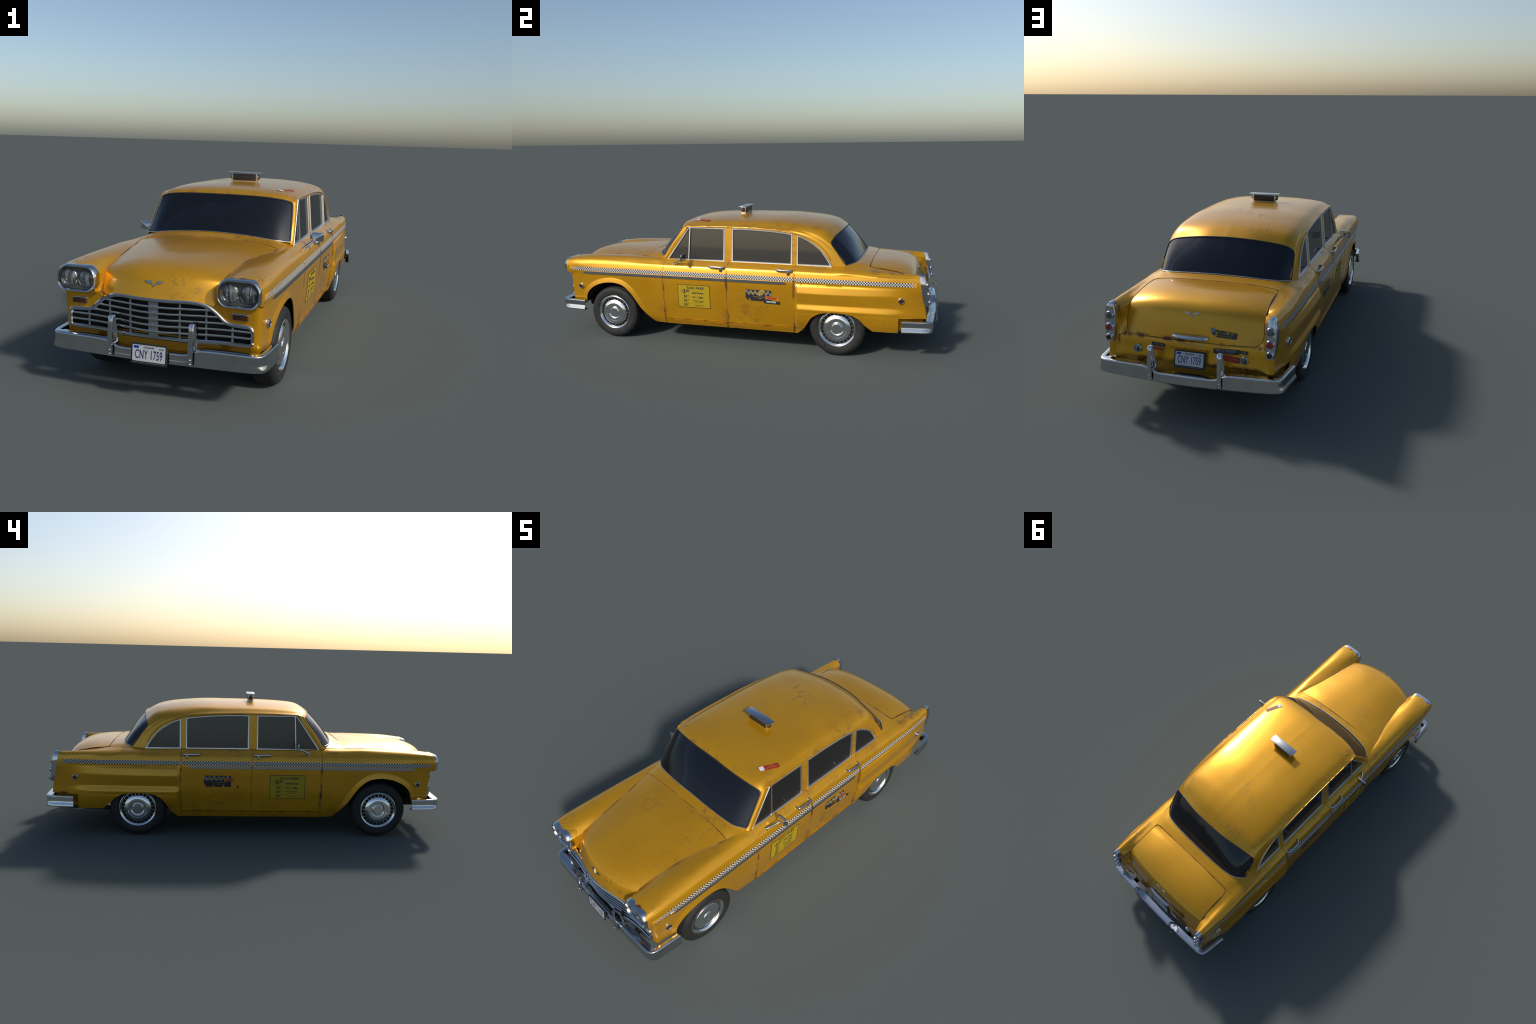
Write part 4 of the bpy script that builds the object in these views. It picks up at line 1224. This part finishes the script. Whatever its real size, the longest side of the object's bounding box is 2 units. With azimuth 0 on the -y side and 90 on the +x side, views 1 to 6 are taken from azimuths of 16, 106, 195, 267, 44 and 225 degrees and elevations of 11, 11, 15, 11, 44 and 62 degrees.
def build_trim(fender, doors, quarter):
    owners = {"fender": fender, "front_door": doors["front_door"], "rear_door": doors["rear_door"], "quarter": quarter}
    # checkered band, one piece per panel
    for key, lo, hi in (("fender", -.930, SEAM_A - .004), ("front_door", SEAM_A + .004, SEAM_B - .006), ("rear_door", SEAM_B + .004, SEAM_C - .004), ("quarter", SEAM_C + .006, .906)):
        g = []
        for y in np.linspace(lo, hi, max(8, int((hi - lo) / .02))):
            zz = np.linspace(.3585, .3780, 5)
            x = on_side(np.full(5, y), zz) + 0.0008
            dy = np.clip((y - .80) / .1305, 0, 1) * ((0.412 - zz) * .16 - .0155) if key == "quarter" else np.zeros(5)
            g.append(np.stack([x, y + dy, zz], 1))
        both_sides("checker_band", sheet("checker_band", g, (1, 0, 0), .0009), M_CHECK, parents=owners[key])
    # chrome rub strip in three pieces
    for key, lo, hi in (("fender", -.846, SEAM_A - .002), ("front_door", SEAM_A + .002, SEAM_B - .002), ("rear_door", SEAM_B + .002, .284)):
        ys = np.linspace(lo, hi, 60)
        path, scale = [], []
        for y in ys:
            x = float(side_x(SIDE, np.array([y]), np.array([.3485]))[0])
            path.append((x + .0012, y, .3487))
            k = 1.0
            if key == "fender": k = math.sqrt(np.clip((y - lo) / .022, 0.03, 1))
            if key == "rear_door": k = math.sqrt(np.clip((hi - y) / .022, 0.03, 1))
            scale.append(k)
        prof = lambda i: [(-.002, -.0072 * scale[i]), (.0022, -.0072 * scale[i]), (.0030, -.0064 * scale[i]), (.0030, .0064 * scale[i]), (.0022, .0072 * scale[i]), (-.002, .0072 * scale[i])]
        both_sides("rub_strip", sweep("rub_strip", path, prof, angle=22), M_SATIN, parents=owners[key])
    # shut lines
    def shut(y0, zlo, zhi, xf, slant=0.0):
        T5 = top_pts(np.array([y0]))[0]
        pts = [(float(xf(np.array([y0]), np.array([z]))[0]) - .0004, y0 + slant * (.43 - z), z) for z in np.linspace(zlo, .398, 40)]
        pts += [(p[0] - .0003, y0, p[1] - .0003) for p in T5]
        return tube("shut_line", catmull(pts, 90), .0013, 6, up=(0, 1, 0))
    sx = lambda Y, Z: side_x(SIDE, Y, Z)
    both_sides("shut_line", shut(SEAM_A, .0955, .43, sx), M_SEAM, parents=fender)
    both_sides("shut_line", shut(SEAM_B, .126, .43, sx), M_SEAM, parents=doors["front_door"])
    both_sides("shut_line", shut(SEAM_C, .0955, .43, sx), M_SEAM, parents=quarter)
    # round side lamps
    for y, z, off, own in ((-.8635, .2710, 0.0, fender), (.8317, .2925, 0.0, quarter)):
        xf = float(on_side(np.array([y]), np.array([z]))[0])
        body = lathe("side_lamp", [(.0150, -.006), (.0150, .0035), (.0138, .0062), (.0122, .0070), (.0116, .0055)], 32)
        lens = lathe("side_lamp_lens", [(.0117, .0030), (.0115, .0050), (.008, .0064), (0, .0070)], 32)
        nrm = (1, -.12 if y < 0 else .16, 0)
        a, b = both_sides("side_lamp", baked(body, rot_to(nrm, (xf, y, z))), M_CHROME, parents=own)
        both_sides("side_lamp_lens", baked(lens, rot_to(nrm, (xf, y, z))), M_AMBER, parents=(a, b))
    # door handles
    for key, y0, y1 in (("front_door", -.1225, -.0385), ("rear_door", .2275, .3105)):
        P = [(.333, y0 + .001, .4110), (.3420, y0 + .002, .4120), (.3510, y0 + .006, .4118), (.3540, y0 + .016, .4112), (.3540, y1 - .012, .4102), (.3515, y1 - .004, .4098), (.3420, y1 - .002, .4095), (.330, y1, .4095)]
        me = sweep("door_handle", catmull(P, 40), [(-.0050, -.0026), (-.0030, -.0048), (.0030, -.0048), (.0050, -.0026), (.0050, .0026), (.0030, .0048), (-.0030, .0048), (-.0050, .0026)], angle=50)
        a, b = both_sides("door_handle", me, M_CHROME, parents=doors[key])
        lk = box_mesh("handle_latch", (.338, y1 - .026, .3880), (.3535, y1 - .012, .4090), .002)
        both_sides("handle_latch", lk, M_CHROME, parents=(a, b))
    # wing mirrors
    face = rounded_loop(.3745, .4565, .0270, .0170, .0050, 4)
    rings = [(-.2455, 1.0), (-.2485, 1.02), (-.2515, .98), (-.2550, .80), (-.2575, .45), (-.2590, .15)]
    V = []
    cx, cz = .3745, .4565
    for y, k in rings:
        sh = (1 - k) if k < 1 else 0
        for x, z in face:
            V.append((cx - .010 * sh + (x - cx) * k, y, cz - .012 * sh + (z - cz) * k))
    n = len(face)
    F = grid_faces(len(rings), n, closed_v=True); F.append(tuple(range(n))); F.append(tuple((len(rings) - 1) * n + j for j in range(n - 1, -1, -1)))
    me = mesh_from("wing_mirror", V, F, 35)
    bm = bmesh.new(); bm.from_mesh(me); bmesh.ops.recalc_face_normals(bm, faces=bm.faces); bm.to_mesh(me); bm.free()
    a, b = both_sides("wing_mirror", me, M_CHROME, parents=doors["front_door"])
    gl = polygon_prism("mirror_glass", [(x, z) for x, z in rounded_loop(cx, cz, .0250, .0150, .0045, 4)], .0008)
    gl.transform(Matrix(((1, 0, 0, 0), (0, 0, 1, -.2453), (0, 1, 0, 0), (0, 0, 0, 1))))
    both_sides("mirror_glass", gl, M_MIRROR, parents=(a, b))
    arm = catmull([(.3640, -.2575, .4450), (.3570, -.2740, .4375), (.3430, -.2980, .4250), (.3350, -.3120, .4195)], 16)
    both_sides("mirror_arm", sweep("mirror_arm", arm, lambda i: circle_profile(.0042 + .0036 * i / 15, 10, .75), angle=60), M_CHROME, parents=(a, b))
    foot = lathe("mirror_foot", [(.006, 0), (.0055, .003), (.004, .005), (0, .006)], 20)
    both_sides("mirror_foot", baked(foot, rot_to((.6, 0, 1), (.3340, -.3080, .4140)) @ Matrix.Scale(1.6, 4, (0, 1, 0))), M_CHROME, parents=(a, b))

def build_tail():
    # upright lamp plates on the fins
    outl = [(.3140, .4165), (.3210, .4135), (.3275, .4060), (.3335, .3900), (.3368, .3680), (.3365, .3450), (.3335, .3100), (.3275, .2740), (.3258, .2668), (.3240, .2665), (.3010, .2665), (.2992, .2668), (.2980, .2740), (.2958, .2900), (.2932, .3200), (.2925, .3500), (.2945, .3800), (.3005, .4050), (.3065, .4140)]
    o2 = catmull(np.array(outl + [outl[0]]), 61)[:-1]
    V = []
    c = o2.mean(0)
    loops = ((-.0060, 1.0), (.0130, 1.0), (.0170, .97), (.0185, .90), (.0190, .0))
    for d, k in loops[:-1]:
        for x, z in o2:
            zz = c[1] + (z - c[1]) * (k * .5 + .5 if k < 1 else 1)
            V.append((c[0] + (x - c[0]) * k, 0.9305 + (0.412 - zz) * .16 - .0155 + .002 + d, zz))
    n = len(o2)
    F = grid_faces(4, n, closed_v=True)
    F.append(tuple(3 * n + j for j in range(n - 1, -1, -1)))
    me = mesh_from("tail_lamp_plate", V, F, 35)
    bm = bmesh.new(); bm.from_mesh(me); bmesh.ops.recalc_face_normals(bm, faces=bm.faces); bm.to_mesh(me); bm.free()
    a, b = both_sides("tail_lamp", me, M_CHROME)
    for z, r, mat in ((.3670, .0165, M_CLEAR), (.3230, .0165, M_RED), (.2855, .0135, M_AMBER)):
        y = 0.9305 + (0.412 - z) * .16 - .0155 + .0205
        cup = lathe("tail_lamp_cup", [(r, -.004), (r, .006), (r - .0015, .0085), (r - .004, .0085), (r - .0045, .006)], 28)
        lens = lathe("tail_lamp_lens", [(r - .0042, .004), (r - .0046, .0075), (r * .5, .0105), (0, .0112)], 28)
        M = rot_to((0, 1, .06), (.3130, y, z))
        both_sides("tail_lamp_cup", baked(cup, M), M_CHROME, parents=(a, b))
        both_sides("tail_lamp_lens", baked(lens, M), mat, parents=(a, b))
    # small round reversing lamps on the rear panel
    cup = lathe("reversing_lamp", [(.0165, -.008), (.0165, .004), (.015, .0065), (.0125, .0065), (.012, .004)], 28)
    lens = lathe("reversing_lens", [(.0125, .003), (.0118, .005), (.007, .0078), (0, .0085)], 28)
    M = rot_to((0, 1, .05), (.2112, .9325, .2420))
    a, b = both_sides("reversing_lamp", baked(cup, M), M_CHROME)
    both_sides("reversing_lens", baked(lens, M), M_CLEAR, parents=(a, b))

def build_sign():
    base = box_mesh("roof_sign", (-.0560, -.0405, .6490), (.0560, -.0150, .6860), .0012)
    o = add_obj("roof_sign", base, M_FRAME)
    add_obj("sign_cap", box_mesh("sign_cap", (-.0760, -.0490, .6865), (.0760, -.0065, .6893), .0006), M_SATIN, o)
    for y0, y1 in ((-.0415, -.0395), (-.0160, -.0140)):
        add_obj("sign_pane", box_mesh("sign_pane", (-.0525, y0, .6535), (.0525, y1, .6830), .0003), plain("smoked_pane", (.028, .024, .020), .3), o)
    for s in (-1, 1):
        cup = lathe("sign_lamp", [(.0128, -.002), (.0128, .004), (.0118, .006)], 24)
        lens = lathe("sign_lamp_lens", [(.0118, .002), (.0116, .0075), (.0085, .0115), (0, .0130)], 24)
        M = rot_to((s, 0, 0), (s * .0555, -.0280, .6690))
        add_obj("sign_lamp", baked(cup, M), M_CHROME, o)
        add_obj("sign_lamp_lens", baked(lens, M), M_AMBER, o)
    add_obj("sign_foot", box_mesh("sign_foot", (-.050, -.0380, .6450), (.050, -.0175, .6495)), M_FRAME, o)

# ------------------------------------------------------------------ decals
def decal_side(me, side, lift):
    """flat artwork (a, b) in model coordinates (a = y on the right flank) wrapped onto the flank"""
    co = np.array([v.co[:] for v in me.vertices])
    if not len(co): return me
    y, z = co[:, 0], co[:, 1]
    x = on_side(y, z) + lift + co[:, 2]
    for v, X, Y, Z in zip(me.vertices, x, y, z):
        v.co = (side * X, Y, Z)
    if side < 0: me.flip_normals()
    return me

def place_side(me, cy, cz, side, lift, ang=0.0):
    """me is drawn reading left to right; turn it to read correctly from that flank"""
    me.transform(Matrix.Rotation(ang, 4, 'Z'))
    if side < 0:
        me.transform(Matrix.Scale(-1, 4, (1, 0, 0))); me.flip_normals()
    me.transform(Matrix.Translation((cy, cz, 0)))
    return decal_side(me, side, lift)

def rect(w, h, nx=6, nz=6, ang=0.0, d=0.0003):
    xs = np.linspace(-w / 2, w / 2, nx); zs = np.linspace(-h / 2, h / 2, nz)
    g = np.array([[(x, z, d) for x in xs] for z in zs])
    return sheet("decal", g, (0, 0, 1), d)

def poly_decal(pts, d=.0003):
    return polygon_prism("decal", pts, d)

def build_decals(doors, roof, trunk):
    for side, k in ((1, 0), (-1, 1)):
        fd, rdo = doors["front_door"][k], doors["rear_door"][k]
        cy, cz = -.2055, .2525
        w, h = .174, .120
        sh = add_obj("fare_panel", place_side(rect(w, h, 8, 10), cy, cz, side, .0006), M_FARE, fd)
        for a, b, ww, hh in ((0, h / 2, w, .0022), (0, -h / 2, w, .0022), (w / 2, 0, .0022, h), (-w / 2, 0, .0022, h)):
            add_obj("fare_border", place_side(T(rect(ww, hh, 6, 6), a, b), cy, cz, side, .0010), M_BLACKDECAL, sh)
        for txt, size, a, b, kw in (
            ("TAXI FARE", .0165, .008, .0445, dict(bold=.0005, spacing=1.25, shear=.15)),
            ("$", .014, -.064, .0270, {}), ("2", .0300, -.0515, .0245, dict(bold=.0007)), ("00", .0190, -.0330, .0280, dict(bold=.0003)),
            ("Initial Charge", .0125, .0220, .0190, dict(bold=.0003, squeeze=.92)),
            ("30", .0190, -.0470, -.0020, dict(bold=.0003)), ("¢", .0105, -.0315, .0030, {}),
            ("Per", .0125, .0020, -.0030, dict(bold=.0002)), ("1", .0085, .0160, .0010, {}), ("/", .0150, .0205, -.0030, {}), ("5", .0085, .0260, -.0070, {}), ("Mile", .0125, .0400, -.0045, dict(bold=.0003)),
            ("20", .0190, -.0470, -.0240, dict(bold=.0003)), ("¢", .0105, -.0315, -.0185, {}),
            ("Per Minute Stopped", .0072, .0240, -.0220, {}), ("or Slow Traffic", .0072, .0240, -.0300, {}),
            ("50", .0190, -.0470, -.0460, dict(bold=.0003)), ("¢", .0105, -.0315, -.0405, {}),
            ("Night Surcharge", .0072, .0270, -.0475, {})):
            me = text_mesh(txt, size, **kw)
            add_obj("fare_lettering", place_side(T(me, a, b), cy, cz, side, .0012), M_BLACKDECAL, sh)
        # company sticker with its block pattern
        ox, oz = (.1410, .2790)
        w2, h2 = .1330, .0570
        body = poly_decal([(-w2 / 2, h2 / 2 - .003), (-w2 / 2 + .003, h2 / 2), (w2 / 2 - .003, h2 / 2), (w2 / 2, h2 / 2 - .003), (w2 / 2, -h2 / 2), (-w2 / 2 + .013, -h2 / 2), (-w2 / 2, -h2 / 2 + .015)])
        st = add_obj("company_sticker", place_side(body, ox, oz, side, .0008), M_BLACKWORN, rdo)
        for i in range(12):
            row = i % 2
            bx = -w2 / 2 + .0057 + i * .0111
            add_obj("sticker_block", place_side(T(rect(.0108, .0108, 3, 3), bx, .0195 - row * .0112), ox, oz, side, .0012), M_GREY, st)
        for txt, size, a, b, kw in (("Canyon Cab Co.", .0165, 0, .0140, dict(bold=.0004, squeeze=.93)), ("Be yourself, the driver", .0074, .006, -.0060, {}), ("knows!", .0074, .008, -.0140, {})):
            add_obj("sticker_lettering", place_side(T(text_mesh(txt, size, **kw), a, b), ox, oz, side, .0015), M_YELLOWPRINT, st)
        if side > 0:
            og = add_obj("orange_sticker", place_side(rect(.068, .0165, 6, 3), .2110, .2700, side, .0016, -.02), M_ORANGE, rdo)
            add_obj("sticker_lettering", place_side(text_mesh("Gotcha!", .0155, bold=.0005), .2110, .2700, side, .0020, -.02), M_REDPRINT, og)
            bk = add_obj("black_sticker", place_side(rect(.083, .0150, 6, 3), .2100, .2475, side, .0016, -.03), M_BLACKWORN, rdo)
            add_obj("sticker_lettering", place_side(text_mesh("NICE RIDE", .0105, bold=.0005), .2060, .2495, side, .0020, -.03), M_WHITE, bk)
        else:
            og = add_obj("orange_sticker", place_side(rect(.054, .0110, 6, 3), .0830, .2860, side, .0016, .14), M_ORANGE, rdo)
            add_obj("sticker_lettering", place_side(text_mesh("Gotcha!", .0110, bold=.0004), .0830, .2860, side, .0020, .14), M_REDPRINT, og)
            bk = add_obj("black_sticker", place_side(poly_decal([(-.006, .008), (.007, .008), (.007, -.008), (.001, -.007), (.002, .002)]), .0450, .2500, side, .0012), M_BLACKDECAL, rdo)
    # roof sticker by the windscreen corner
    A, B, Cc = Vector((.2077, -.2330, 0)), Vector((.2440, -.1480, 0)), None
    d = (B - A); L = d.length; d.normalize()
    nrm = Vector((d.y, -d.x, 0))
    rows = {k: np.array(r) for k, r in zip((0, .1, .2, .25, .272, .2835), ROOF_ROWS[:6])}
    xs = sorted(rows)
    def roof_z(x, y):
        return float(np.interp(x, xs, [np.interp(y, rows[k][:, 1], rows[k][:, 2]) for k in xs]))
    def to_roof(me, lift):
        for v in me.vertices:
            p = A + d * (v.co.x) + nrm * (v.co.y) * 1.0
            v.co = (p.x, p.y, roof_z(p.x, p.y) + lift + v.co.z)
        bm = bmesh.new(); bm.from_mesh(me); bmesh.ops.recalc_face_normals(bm, faces=bm.faces); bm.to_mesh(me); bm.free()
        return me
    st = add_obj("roof_sticker", to_roof(T(rect(L, .0230, 10, 5), L / 2, .0), .0016), M_REDPRINT, roof)
    add_obj("sticker_flap", to_roof(T(polygon_prism("decal", [(-.011, -.010), (.008, -.011), (.011, .0), (.009, .011), (-.008, .011), (-.012, .005)], .0004), .013, .0), .0028), M_WHITE, st)
    for txt, b in (("This is a nice place", .003), ("to rest", -.0055)):
        me = text_mesh(txt, .0070); me.transform(Matrix.Rotation(0, 4, 'Z'))
        add_obj("sticker_lettering", to_roof(T(me, .056, b), .0026), M_YELLOWPRINT, st)
    # tail stickers: drawn facing +y (reading right to left in x)
    def tail(nm, me, x, z, y, ang, mat, parent, tilt=.2):
        return add_obj(nm, baked(me, rot_to((0, 1, tilt), (x, y, z)) @ Matrix.Rotation(ang, 4, 'Z')), mat, parent)
    t = tail("black_sticker", rect(.098, .0180), -.140, .2660, .9275, .04, M_BLACKWORN, trunk)
    tail("sticker_lettering", text_mesh("IMPROVE YOUR BODY", .0105, squeeze=.78, bold=.0003), -.140, .2690, .9278, .04, M_GREY, t)
    tail("sticker_lettering", text_mesh("TALK TO YOUR DRIVER", .0055), -.140, .2620, .9290, .04, M_GREY, t)
    t = tail("black_sticker", rect(.038, .0110), -.203, .2690, .9265, -.06, M_BLACKWORN, trunk)
    tail("sticker_lettering", text_mesh("CA100", .0095), -.203, .2690, .9268, -.06, M_GREY, t)
    t = tail("red_sticker", rect(.090, .0200), -.148, .2420, .9330, -.10, M_REDPRINT, trunk)
    tail("sticker_flap", rect(.020, .019), -.113, .2440, .9332, -.10, M_WHITE, t)
    tail("sticker_lettering", text_mesh("is a nice place", .0075), -.168, .2435, .9334, -.10, M_YELLOWPRINT, t)
    tail("sticker_lettering", text_mesh("to rest", .0075), -.157, .2365, .9350, -.10, M_YELLOWPRINT, t)
    t = tail("black_sticker", rect(.054, .0120), .128, .2640, .9280, -.05, M_BLACKWORN, trunk)
    tail("sticker_lettering", text_mesh("URBAN TAXI", .0090, squeeze=.8), .128, .2640, .9284, -.05, M_GREY, t)
    t = tail("orange_sticker", rect(.050, .0160), .132, .2490, .9310, -.06, M_ORANGE, trunk)
    tail("sticker_lettering", text_mesh("Gotcha!", .0140, bold=.0004), .132, .2490, .9314, -.06, M_REDPRINT, t)
    t = tail("navy_sticker", polygon_prism("decal", [(-.048, .012), (-.030, .013), (.050, .006), (.047, -.016), (-.030, -.014), (-.046, -.004)], .0003), -.128, .3270, .9125, .0, M_NAVYWORN, trunk, .28)
    tail("sticker_flap", polygon_prism("decal", [(-.010, .008), (.006, .010), (.009, -.006), (-.009, -.006)], .0003), -.085, .3370, .9103, .0, M_GREY, t, .28)
    tail("sticker_lettering", text_mesh("We drive older in small", .0080), -.130, .3290, .9125, -.02, M_YELLOWPRINT, t, .28)
    tail("sticker_lettering", text_mesh("high-interest autos", .0080), -.130, .3205, .9150, -.02, M_YELLOWPRINT, t, .28)
    # maker's letters under the lid
    for i, ch in enumerate("CANYON"):
        tail("badge_lettering", text_mesh(ch, .0135, .0008, squeeze=.9), .0430 - i * .0172, .2735, .9248, 0, M_SATIN, trunk)

# ------------------------------------------------------------------ assemble
fender, doors, quarter = build_sides()
hood = build_hood()
build_rear_deck()
trunk = build_trunk()
build_nose()
build_headlights(fender)
roof = build_greenhouse()
fb = bumper("front_bumper", -1)
rb = bumper("rear_bumper", 1)
licence_plate(fb, -.9950, .1685, .10, -1)
licence_plate(trunk, .9385, .2210, .22, 1)
build_wheels()
build_underside()
build_cabin()
build_trim(fender, doors, quarter)
build_tail()
build_sign()
build_decals(doors, roof, trunk)
bpy.context.view_layer.update()
